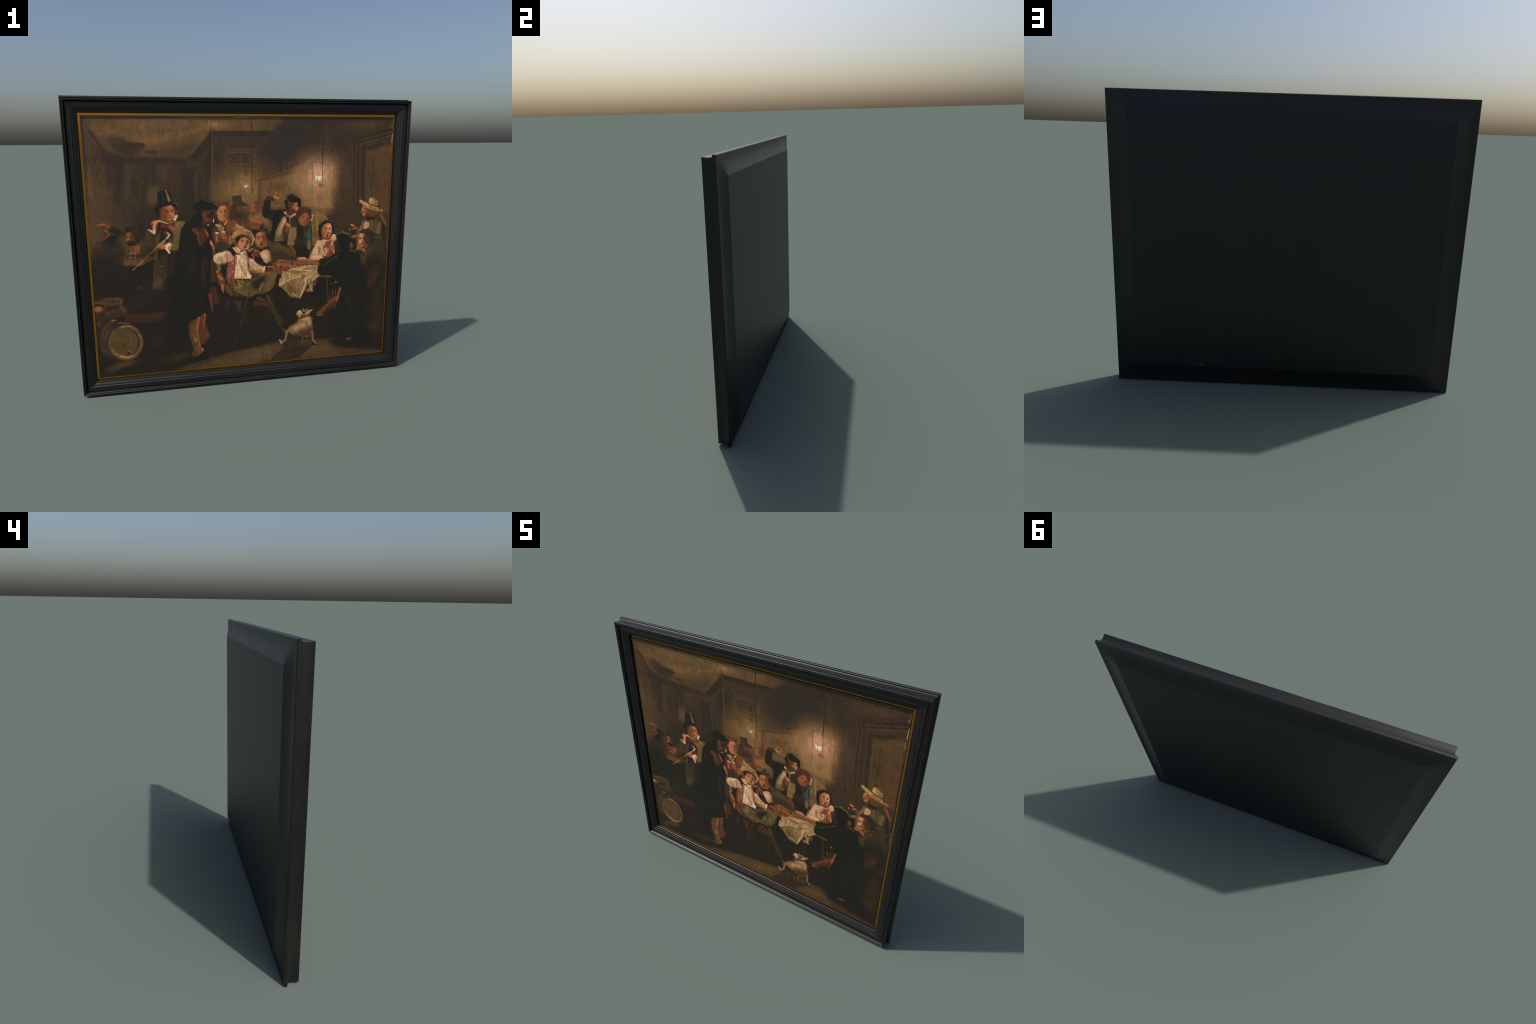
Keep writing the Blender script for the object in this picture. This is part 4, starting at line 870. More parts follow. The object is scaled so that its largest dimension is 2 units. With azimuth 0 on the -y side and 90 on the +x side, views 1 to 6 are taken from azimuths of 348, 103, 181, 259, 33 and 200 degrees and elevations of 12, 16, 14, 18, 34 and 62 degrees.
def man_raising_his_hand():
    stroke(SOOT, (101.7, 101.2), (101, 94.8), 2.36, 2.36, soft=0.3)
    stroke(SOOT, (101, 94.1), (109.1, 92.7), 2.56, 4, soft=0.3)
    stroke(FLESH_DARK, (102.1, 103.7), (105, 102.9), 1.3, 1.23, soft=0.5)
    patch(BLACK, [(106.1, 95.7), (116.2, 95), (116.8, 75.1), (103.2, 77.2), (104.7, 86.7)], soft=0.51)
    stroke(FLESH, (106.5, 105), (107.6, 103.9), 0.94, 0.87, soft=0.4)
    stroke(FLESH_LIT, (106.1, 104), (108.3, 103.5), 0.65, 0.58, soft=0.5)
    stroke(FLESH_LIT, (107.2, 105.7), (107.6, 106.6), 0.43, 0.33, soft=0.75, cover=0.85)
    stroke(FLESH, (109, 106.6), (109.1, 105), 0.36, 0.44, soft=0.75, cover=0.85)
    stroke(FLESH, (110.5, 105.3), (109.4, 104.6), 0.29, 0.29, soft=0.75, cover=0.85)
    dab(FLESH_DARK, 108.1, 105.2, 0.52, 0.71, turn=0, soft=0.5)
    stroke(GREY, (111.3, 104.9), (111.1, 101), 0.18, 0.18, soft=0.75, cover=0.59)
    stroke(GREY, (112.6, 105.2), (112, 101.3), 0.18, 0.18, soft=0.75, cover=0.59)
    patch(SOOT, [(108.5, 94.5), (119, 94.2), (121, 86.1), (119.6, 74.9), (108.2, 75.5)], soft=0.51)
    patch(LINEN_SHADE, [(111.4, 92.3), (116.2, 92.1), (116.3, 83.3), (111.5, 77.6), (106.2, 77.8), (106.9, 83.7)], soft=0.44, cover=0.85)
    stroke(LINEN, (112.1, 90.1), (109.2, 80.6), 1.63, 1.71, soft=0.7, cover=0.8)
    stroke(LINEN_LIT, (112.1, 89.3), (110.7, 85.7), 0.74, 0.67, soft=0.7, cover=0.7)
    stroke(SOOT, (114.4, 91.4), (114.8, 87.8), 1.11, 0.74, soft=0.5)
    dab(OLIVE, 109.2, 79.9, 3, 2.22, turn=-2, soft=0.7, cover=0.7)
    stroke(LINEN_LIT, (112.5, 94.8), (114.3, 92.9), 0.59, 0.59, soft=0.75, cover=0.85)
    dab(UMBER, 113.4, 82.7, 3, 5.6, turn=0, soft=0.5, cover=0.9)
    dab(FLESH_DARK, 117.1, 97.2, 3.8, 5.4, turn=-12, soft=0.25)
    face(118.2, 98.2, 3, 4.6, tilt=14, look=0.3, lit=1, tones=(FLESH_DARK, FLESH, FLESH_LIT), mouth="open")
    dab(FLESH_DARK, 116.7, 94.6, 3.2, 2.17, turn=-11, soft=0.5)
    dab(BROWN, 117.1, 94.1, 1.9, 1.27, turn=-12, soft=0.7, cover=0.7)
    dab(BLACK, 117.8, 102.6, 4.6, 2.3, turn=-11, soft=0.25)
    stroke(BLACK, (113.3, 101.3), (113.7, 97.6), 1.1, 0.73, soft=0.4)
    stroke(BLACK, (121.1, 101.4), (121.8, 98.1), 1.33, 0.81, soft=0.3)
    dab(SOOT, 117.7, 104.4, 3.4, 1.25, turn=-9, soft=0.4)
    stroke(FLESH, (118.1, 104.9), (121.5, 103.7), 0.26, 0.26, soft=0.75, cover=0.68)
    stroke(LINEN, (115.6, 91.8), (119, 93.5), 0.74, 0.67, soft=0.4)
    stroke(LINEN_SHADE, (113.3, 93.7), (116, 91.9), 0.59, 0.67, soft=0.5)
    patch(OLIVE_DARK, [(116, 90.6), (119.4, 92.4), (120.2, 85.3), (116.1, 84.8)], soft=0.45)
    stroke(FLESH_BROWN, (114.2, 87.1), (114.9, 84.8), 1.71, 1.49, soft=0.4)
    stroke(FLESH_LIT, (113.8, 87.8), (115.3, 86.6), 0.82, 0.89, soft=0.6, cover=0.8)
    stroke(FLESH_BROWN, (113.4, 84.1), (114.2, 82.6), 0.97, 0.9, soft=0.6)
    patch(LINEN_SHADE, [(116.1, 85.5), (119.8, 85.7), (120.6, 82.4), (118.4, 75), (114.3, 74.4), (114.6, 79.6)], soft=0.45)
    stroke(OCHRE, (118.3, 83.9), (116.9, 76.6), 1.5, 1.35, soft=0.8, cover=0.5)
    stroke(STRAW, (115, 75.5), (118.4, 75.4), 0.83, 0.83, soft=0.6, cover=0.6)
    stroke(FLESH_BROWN, (116.5, 74), (118.9, 69.7), 1.29, 1.14, soft=0.5)


def man_leaning_forward():
    patch(STRAW, [(128.8, 95), (133, 94.8), (138.5, 91.7), (140.2, 88.3), (134.1, 84.1), (133.5, 74.3), (130.8, 74.4), (130.1, 89.4)], soft=0.45, cover=0.55)
    patch(TAN, [(129.6, 94.6), (133.8, 93.7), (139.3, 90.2), (139.4, 87.6), (134.5, 81.8), (134.3, 73.5), (129.6, 73.7)], soft=0.52)
    dab(SAND, 135, 91.8, 4.3, 2.19, turn=-25, soft=0.7, cover=0.8)
    stroke(STRAW, (132.3, 93), (133.3, 84.1), 0.68, 0.91, soft=0.7, cover=0.6)
    patch(SOOT, [(120.2, 87.6), (126.3, 87.3), (127.3, 74.6), (125.5, 67.5), (120.1, 68.1), (119.9, 80.2)], soft=0.52)
    stroke(FLESH_DARK, (124.8, 85.2), (125.7, 79.2), 0.76, 0.98, soft=0.6)
    stroke(UMBER, (120, 76.8), (126.1, 76.2), 2.28, 2.66, soft=0.6, cover=0.8)
    stroke(LINEN, (130, 93.1), (129.3, 88.7), 0.6, 0.68, soft=0.5)
    stroke(LINEN_SHADE, (130.1, 87.2), (130.2, 82.7), 0.61, 0.61, soft=0.6)
    stroke(LINEN_SHADE, (127.6, 77.2), (128.1, 72.3), 1.15, 1.15, soft=0.6, cover=0.8)
    dab(FLESH_DARK, 124.7, 93.3, 4.8, 4.4, turn=-26, soft=0.25)
    face(124.9, 90.5, 3.4, 4.1, tilt=28, look=0.2, lit=-1, tones=(FLESH_BROWN, FLESH, FLESH), mouth="shut")
    stroke(FLESH_DARK, (121.3, 92.7), (123.9, 95.9), 1.49, 1.71, soft=0.4)
    stroke(FLESH_DARK, (124.2, 95.9), (127.7, 95), 1.87, 1.49, soft=0.4)
    stroke(FLESH_DARK, (127.7, 94.6), (128.5, 91.7), 1.27, 0.97, soft=0.4)
    stroke(FLESH_BROWN, (122.8, 93.7), (125, 95.8), 0.52, 0.52, soft=0.75, cover=0.59)
    stroke(TEAL_DARK, (126.8, 82.1), (127.4, 77.6), 0.99, 0.91, soft=0.4)
    stroke(TEAL_DARK, (129.3, 88), (127.5, 82.5), 0.91, 0.83, soft=0.4)
    stroke(TEAL, (127.9, 84.3), (128.8, 76.8), 0.61, 0.53, soft=0.5, cover=0.8)
    stroke(TEAL, (129.9, 88.3), (129, 86.5), 0.53, 0.53, soft=0.75, cover=0.77)
    stroke(TEAL, (127, 81.4), (126.8, 78.7), 0.38, 0.38, soft=0.75, cover=0.85)


def man_in_straw_hat():
    patch(OLIVE_DARK, [(162.7, 88.2), (170.2, 90.6), (176.1, 87.7), (178.5, 80), (177.9, 68.3), (163.9, 69), (159.4, 70.8), (159.4, 80)], soft=0.55)
    patch(OLIVE, [(163.1, 88.2), (167.8, 90.3), (171.9, 88.7), (174.2, 76.3), (170.9, 76.4), (167.4, 82.7), (161, 80.7)], soft=0.62, cover=0.9)
    stroke(LINEN_SHADE, (173.7, 85.5), (173.2, 79.4), 1.43, 1.35, soft=0.8, cover=0.6)
    stroke(LINEN_SHADE, (163.2, 86.7), (160.2, 80.7), 1.02, 0.78, soft=0.6, cover=0.8)
    stroke(SOOT, (176.1, 86.2), (177.5, 76.2), 0.88, 1.03, soft=0.7)
    stroke(OLIVE_LIT, (168.7, 88), (168.2, 82.7), 0.94, 1.18, soft=0.8, cover=0.6)
    patch(LINEN, [(163.9, 87.1), (166.6, 86.6), (166.9, 84.3), (165.3, 82.8), (162.9, 82.9)], soft=0.31)
    stroke(ROSE_PALE, (164.8, 86.6), (164.1, 83.6), 1.02, 0.86, soft=0.5)
    stroke(OLIVE, (168.2, 91.8), (170.9, 92.9), 1.95, 1.56, soft=0.5)
    stroke(SOOT, (165.5, 89.3), (169.1, 89.1), 1.02, 1.17, soft=0.5)
    stroke(FLESH, (174.2, 91.6), (177.8, 85.4), 0.87, 1.03, soft=0.8, cover=0.5)
    dab(FLESH_BROWN, 164.4, 93.8, 3, 3.6, turn=-3, soft=0.2)
    dab(FLESH, 163.2, 94.2, 1.94, 2.99, turn=-3, soft=0.4)
    stroke(FLESH_LIT, (162.7, 96.1), (161.6, 94.9), 0.62, 0.35, soft=0.5)
    dab(FLESH_LIT, 162.9, 92, 0.96, 0.91, turn=-2, soft=0.6)
    dab(RUST_DARK, 162.5, 92.9, 0.56, 0.38, turn=-2, soft=0.5)
    dab(FLESH_DARK, 165.4, 91.5, 1.61, 1.89, turn=3, soft=0.6)
    dab(FLESH_BROWN, 166.8, 94.1, 2.01, 2.27, turn=3, soft=0.6)
    stroke(FLESH_DARK, (164, 95.7), (164.4, 95), 0.31, 0.31, soft=0.75, cover=0.85)
    stroke(STRAW, (160.2, 100.5), (164.3, 97.6), 0.62, 1.69, soft=0.25)
    stroke(STRAW, (164.3, 97.6), (171.6, 95.1), 1.71, 1.4, soft=0.25)
    stroke(STRAW, (171.6, 95.1), (175.3, 93.7), 1.33, 0.47, soft=0.3)
    stroke(PALE_STRAW, (160.6, 100.5), (165.9, 97.2), 0.35, 1, soft=0.5, cover=0.8)
    stroke(SAND, (165.9, 96.8), (170.8, 94.7), 0.54, 0.62, soft=0.6)
    stroke(OCHRE, (172.5, 94.3), (175.7, 93.6), 0.55, 0.31, soft=0.75, cover=0.85)
    patch(STRAW, [(165.8, 100.1), (166.8, 102.5), (168.5, 102.3), (171.8, 100), (171.9, 97), (165.8, 98.7)], soft=0.23)
    stroke(PALE_STRAW, (167.3, 101.6), (167, 99.4), 0.77, 0.93, soft=0.6)
    stroke(OCHRE, (167.7, 102.3), (171.4, 100), 0.35, 0.35, soft=0.75, cover=0.85)
    stroke(OCHRE, (170.6, 99.3), (170.7, 97.4), 0.93, 0.78, soft=0.7, cover=0.8)
    stroke(SOOT, (165.2, 99.2), (167.5, 97.5), 0.35, 0.39, soft=0.75, cover=0.85)
    stroke(SOOT, (167.5, 97.5), (172, 96.6), 0.39, 0.39, soft=0.75, cover=0.85)
    stroke(BLACK, (172, 96.6), (173.5, 94.9), 0.39, 0.47, soft=0.75, cover=0.85)
    stroke(FLESH_DARK, (155.6, 85.1), (158.9, 84.2), 1.17, 1.71, soft=0.4)
    stroke(FLESH_LIT, (155, 85.7), (156.4, 85.3), 0.62, 0.62, soft=0.5)
    stroke(FLESH, (156.5, 83.2), (158.1, 83.9), 0.62, 0.62, soft=0.6)
    dab(FLESH_LIT, 154.1, 82.9, 0.52, 0.53, turn=2, soft=0.5)
    dab(SOOT, 156.6, 80.1, 1.2, 1.15, turn=-2, soft=0.5)
    stroke(FLESH, (156.7, 78.2), (158.7, 78.9), 0.86, 0.86, soft=0.5)
    stroke(TAN, (159.3, 83.1), (160.1, 73.1), 0.94, 1.57, soft=0.6, cover=0.6)


def man_resting_his_chin():
    patch(OLIVE_DARK, [(163.1, 69.1), (171, 74.1), (176.9, 71.5), (180.6, 64.3), (180.9, 44.2), (163.3, 45.4), (161.3, 63.3)], soft=0.64)
    dab(SOOT, 172, 54.8, 9.2, 12.1, turn=3, soft=0.5)
    dab(FLESH_DARK, 170, 52.9, 3.5, 7.7, turn=-30, soft=0.9, cover=0.35)
    stroke(OLIVE, (164.1, 65.1), (168.8, 70.3), 0.8, 0.96, soft=0.8, cover=0.7)
    stroke(OLIVE, (163.3, 65.9), (164.7, 62), 1.2, 1.44, soft=0.7, cover=0.6)
    stroke(LINEN_SHADE, (165.1, 71.3), (167.8, 73.9), 0.87, 0.79, soft=0.5)
    stroke(STRAW, (161.3, 73), (160.2, 70.7), 1.35, 1.35, soft=0.6, cover=0.6)
    stroke(FLESH, (161.8, 71.1), (163.9, 69), 1.19, 1.35, soft=0.5)
    stroke(OLIVE_DARK, (161.5, 68.7), (163.6, 66.7), 1.35, 1.35, soft=0.5)
    dab(SOOT, 166, 77.4, 5.2, 5, turn=-8, soft=0.2)
    face(163, 76, 3.2, 4.9, tilt=-4, look=-0.45, lit=-1, tones=(FLESH_DARK, FLESH, FLESH_BRIGHT), mouth="shut")
    dab(FLESH_DARK, 166.8, 76.6, 3.3, 4.3, turn=3, soft=0.6, cover=0.9)
    patch(UMBER, [(160.2, 80.7), (163.3, 82.7), (167.4, 82.4), (170.4, 78.8), (170.3, 73.4), (167.8, 73.5), (166.7, 78.9), (163.1, 79.9)], soft=0.39)
    stroke(FLESH_DARK, (161.8, 81.4), (167, 81.6), 0.79, 0.94, soft=0.6, cover=0.7)
    dab(RUST, 161.7, 73, 1.06, 0.46, turn=-3, soft=0.5)


def table_and_newspaper():
    patch(FLESH_BROWN, [(104.7, 63.3), (107.7, 66.5), (138.7, 64.1), (138.9, 58.7), (121.2, 58.9), (109.3, 56.6), (105.5, 59.5)], soft=0.38)
    patch(FLESH_BROWN, [(106.7, 64.3), (112.8, 65.1), (135.3, 63.9), (135.4, 61.2), (120.6, 59.4), (106, 56.8)], soft=0.38)
    stroke(OCHRE, (120.5, 63.9), (134.5, 62.8), 1, 1.16, soft=0.7, cover=0.7)
    stroke(FLESH, (109, 63), (118.6, 61.8), 1.15, 1.53, soft=0.8, cover=0.6)
    patch(FLESH_BROWN, [(133.5, 55.1), (144.3, 55.7), (144.3, 52.5), (133.6, 53.2)], soft=0.31)
    stroke(FLESH, (140.3, 54.3), (143.9, 54.5), 0.87, 0.87, soft=0.6, cover=0.8)
    patch(BLACK, [(107.1, 56.7), (144.3, 52.9), (144.6, 42.6), (107.2, 45.1)], soft=0.76)
    patch(PAPER, [(116.7, 60), (125.6, 61.8), (134, 61.3), (133.5, 57.5), (137.1, 54.9), (134.7, 54.3), (122.2, 51.2), (110.6, 51.9), (110.6, 56.5)], soft=0.23)
    patch(PAPER_SHADE, [(111.7, 58.6), (133.3, 58.2), (134.8, 54.5), (128, 49.5), (122.7, 40.3), (116.4, 42.1), (112.3, 46.9), (109.1, 49.4), (110.4, 53.8)], soft=0.22)
    patch(PAPER, [(111.7, 58.6), (122.9, 56.1), (122.1, 54.2), (116.2, 53), (110, 49.3), (109.1, 50.1), (110.4, 54.2)], soft=0.27)
    patch(PAPER, [(123.4, 57), (133.3, 58.2), (134.8, 54.8), (130.3, 51.2), (128.4, 52.7)], soft=0.27)
    patch(PAPER_LIT, [(125.2, 53.8), (128, 54), (126.2, 48.3), (123.2, 41.2), (122.3, 40.8), (124.4, 47.5)], soft=0.27, cover=0.75)
    patch(PAPER_SHADE, [(112.3, 47.4), (117.6, 53.3), (123.9, 52.5), (125.7, 50.6), (121.8, 40.9), (116.4, 42.1)], soft=0.54)
    dab(OLIVE, 117.7, 46.1, 4.2, 3.1, turn=-23, soft=0.8, cover=0.7)
    dab(PAPER, 122.1, 51.3, 3.2, 2.7, turn=-4, soft=0.8, cover=0.6)
    stroke(PAPER_SHADE, (127.7, 45.5), (130.4, 45.3), 1.37, 0.91, soft=0.6)
    stroke(PAPER, (130.3, 49.8), (129.9, 45.8), 1.09, 0.91, soft=0.7, cover=0.7)
    stroke(FLESH_BROWN, (132.5, 52.4), (132.2, 48.4), 1.19, 0.73, soft=0.6, cover=0.8)
    stroke(PAPER_LIT, (122.9, 56.6), (122.5, 54.4), 0.31, 0.31, soft=0.75, cover=0.85)
    stroke(PAPER_LIT, (122.5, 54.4), (116.2, 53.2), 0.36, 0.27, soft=0.75, cover=0.85)
    stroke(PAPER_LIT, (116.2, 53.2), (109.6, 49.6), 0.27, 0.36, soft=0.75, cover=0.85)
    stroke(PAPER_LIT, (115.8, 57.4), (116.2, 53.4), 0.22, 0.22, soft=0.75, cover=0.85)
    stroke(PAPER_LIT, (133.3, 57.8), (127.1, 53.2), 0.41, 0.54, soft=0.75, cover=0.85)
    stroke(PAPER_LIT, (134.3, 54.6), (130.3, 51.2), 0.36, 0.36, soft=0.75, cover=0.85)
    stroke(ROSE_PALE, (110, 54.2), (109.1, 50.1), 0.27, 0.36, soft=0.75, cover=0.85)
    stroke(PAPER_SHADE, (112.6, 56.7), (115.3, 56.1), 0.27, 0.27, soft=0.8, cover=0.51)
    stroke(PAPER_SHADE, (113.1, 55.2), (115.3, 54.8), 0.27, 0.27, soft=0.8, cover=0.51)
    stroke(PAPER_SHADE, (117.1, 56.5), (121.1, 55.8), 0.27, 0.27, soft=0.8, cover=0.51)
    stroke(PAPER_SHADE, (117.6, 55.1), (121.2, 54.9), 0.27, 0.27, soft=0.8, cover=0.51)
    stroke(PAPER_SHADE, (125.2, 55.1), (128.4, 55.8), 0.27, 0.27, soft=0.8, cover=0.51)
    stroke(PAPER_SHADE, (129.3, 56.2), (132, 56.9), 0.27, 0.27, soft=0.8, cover=0.51)
    stroke(PAPER_SHADE, (119.4, 51.4), (122.1, 50.8), 0.27, 0.27, soft=0.8, cover=0.51)
    stroke(PAPER_SHADE, (119.9, 50), (122.6, 49.4), 0.27, 0.27, soft=0.8, cover=0.51)
    stroke(PAPER_LIT, (117.1, 59.9), (120.6, 59.7), 0.46, 0.54, soft=0.75, cover=0.85)
    stroke(PAPER_LIT, (120.6, 59.4), (129.9, 57.7), 0.54, 0.54, soft=0.75, cover=0.85)
    stroke(PAPER_LIT, (122.5, 59.6), (128.3, 61.2), 0.46, 0.39, soft=0.75, cover=0.85)
    stroke(PAPER, (129.9, 57.7), (133.5, 57.8), 0.39, 0.35, soft=0.75, cover=0.85)
    stroke(PAPER_SHADE, (124.4, 58.7), (133, 60.2), 0.35, 0.35, soft=0.75, cover=0.85)
    stroke(PAPER_LIT, (112.7, 53.6), (110.5, 50.6), 0.54, 0.31, soft=0.9, cover=0.59)
    stroke(PAPER_SHADE, (114.9, 56.6), (114, 52.7), 0.54, 0.31, soft=0.9, cover=0.59)
    stroke(PAPER_LIT, (118.5, 55.9), (117.6, 53.3), 0.54, 0.31, soft=0.9, cover=0.59)
    stroke(PAPER_SHADE, (119.4, 52.3), (117.7, 44.3), 0.54, 0.32, soft=0.9, cover=0.59)
    stroke(PAPER, (121.2, 51.8), (120, 42.8), 0.54, 0.32, soft=0.9, cover=0.59)
    stroke(PAPER, (123.9, 51.6), (122.2, 44), 0.54, 0.32, soft=0.9, cover=0.59)
    stroke(OLIVE, (114.9, 50.4), (115, 44.5), 0.54, 0.31, soft=0.9, cover=0.59)
    stroke(PAPER_LIT, (126.1, 55.9), (129.7, 57.1), 0.54, 0.32, soft=0.9, cover=0.59)
    stroke(PAPER_LIT, (128.5, 51.8), (129, 46.7), 0.55, 0.32, soft=0.9, cover=0.59)
    stroke(PAPER_SHADE, (130.2, 55.7), (132.9, 56.4), 0.54, 0.32, soft=0.9, cover=0.59)
    stroke(PAPER_SHADE, (124.8, 54.2), (126.1, 55.9), 0.54, 0.32, soft=0.9, cover=0.59)
    stroke(PAPER_LIT, (117.7, 43.9), (121.3, 41.8), 0.54, 0.32, soft=0.9, cover=0.59)
    stroke(PAPER, (113.2, 48.2), (115.9, 44.4), 0.54, 0.31, soft=0.9, cover=0.59)
    stroke(SAND, (115.7, 66.1), (115.9, 61.9), 0.23, 0.23, soft=0.75, cover=0.85)
    stroke(SAND, (118.9, 66.1), (118.8, 61.7), 0.23, 0.23, soft=0.75, cover=0.85)
    stroke(SILVER, (115.7, 66.5), (118.7, 66.5), 0.27, 0.27, soft=0.75, cover=0.68)
    dab(RUST_DARK, 117.3, 63.2, 1.31, 1.37, turn=1, soft=0.4)
    stroke(LINEN, (115.9, 61.7), (118.8, 61.6), 0.23, 0.23, soft=0.75, cover=0.68)
    stroke(SAND, (108.9, 65.3), (109.1, 60), 0.23, 0.23, soft=0.75, cover=0.85)
    stroke(SAND, (112, 65.3), (111.9, 60), 0.23, 0.23, soft=0.75, cover=0.85)
    stroke(LINEN, (108.9, 65.7), (111.9, 65.6), 0.27, 0.27, soft=0.75, cover=0.85)
    dab(RUST_DARK, 110.4, 61.1, 1.3, 1.14, turn=-3, soft=0.4)
    stroke(SAND, (107.9, 64.2), (108.9, 62.7), 0.23, 0.23, soft=0.75, cover=0.85)


def singing_man_behind_the_table():
    patch(OLIVE_DARK, [(92.8, 76.2), (101.3, 78.4), (107.7, 77.4), (116.8, 72.1), (116.9, 66), (106.2, 65.8), (104, 62.9), (94.2, 65), (91.7, 70.7)], soft=0.44)
    stroke(OLIVE_DARK, (108.2, 73.2), (115.1, 68), 3.4, 2.64, soft=0.4)
    stroke(OLIVE_DARK, (115.1, 68), (120.5, 65.8), 2.29, 1.53, soft=0.4)
    stroke(OLIVE, (110.5, 73.1), (118.9, 67.8), 1.29, 0.98, soft=0.7, cover=0.9)
    stroke(FLESH, (121.6, 65.8), (125.5, 65.6), 1.38, 1.15, soft=0.35)
    stroke(FLESH_LIT, (125.5, 66), (128.2, 64.5), 0.62, 0.31, soft=0.5)
    stroke(FLESH_BRIGHT, (122.4, 66.1), (125.1, 66.4), 0.61, 0.54, soft=0.7, cover=0.7)
    stroke(FLESH_BROWN, (121.3, 64.3), (124.8, 64.1), 0.46, 0.38, soft=0.75, cover=0.85)
    stroke(OLIVE, (101.7, 77.3), (107, 72.6), 1.49, 2.24, soft=0.6, cover=0.8)
    stroke(OLIVE, (107.7, 75.5), (115.3, 71.4), 1.35, 1.66, soft=0.8, cover=0.8)
    patch(BLACK, [(91.6, 70.3), (97.6, 73.7), (100.2, 64.7), (94.2, 65)], soft=0.52)
    patch(LINEN, [(96.8, 70.8), (101.3, 73.6), (103.2, 71.2), (103.6, 66), (101.7, 64.2), (99.8, 65.1)], soft=0.3)
    dab(LINEN_LIT, 100.2, 69.2, 1.84, 2.67, turn=24, soft=0.7, cover=0.9)
    stroke(ROSE_PALE, (101.7, 72.1), (102.8, 67.2), 0.6, 0.75, soft=0.7, cover=0.8)
    stroke(OCHRE, (103.6, 71.6), (104.3, 65.2), 0.3, 0.3, soft=0.75, cover=0.68)
    stroke(SOOT, (98, 73.4), (101.7, 73.6), 1.12, 0.97, soft=0.4)
    stroke(LINEN_LIT, (100.8, 76.2), (100.6, 74.7), 0.45, 0.37, soft=0.75, cover=0.85)
    dab(FLESH_BROWN, 97.6, 78.5, 3.7, 4.8, turn=-0, soft=0.25)
    face(97.6, 79.1, 3.4, 5.3, tilt=-4, look=0.3, lit=-1, tones=(FLESH_BROWN, FLESH, FLESH_LIT), mouth="open")
    patch(SOOT, [(93.9, 82), (94.7, 84.9), (98, 86.2), (101.3, 85), (102.8, 80.9), (101.7, 79.5), (100.6, 83.2), (97.3, 83.7), (95, 82.7)], soft=0.37)
    stroke(BROWN, (95.8, 85.6), (101.7, 83.1), 0.88, 0.73, soft=0.7, cover=0.7)
    stroke(SOOT, (93.6, 84.2), (93.9, 79.8), 1.1, 0.88, soft=0.5)
    stroke(FLESH_DARK, (92.4, 72.2), (95, 70.2), 1.7, 1.63, soft=0.35)
    stroke(FLESH, (94.3, 72.4), (96.5, 71.6), 0.67, 0.52, soft=0.5)
    stroke(FLESH_BROWN, (94.2, 70.9), (96.5, 68.6), 0.74, 0.52, soft=0.5)
    stroke(FLESH, (92.8, 69.9), (93.7, 67.6), 0.59, 0.37, soft=0.75, cover=0.85)
    stroke(LINEN, (90.6, 72.6), (92.8, 73.6), 0.59, 0.44, soft=0.75, cover=0.85)


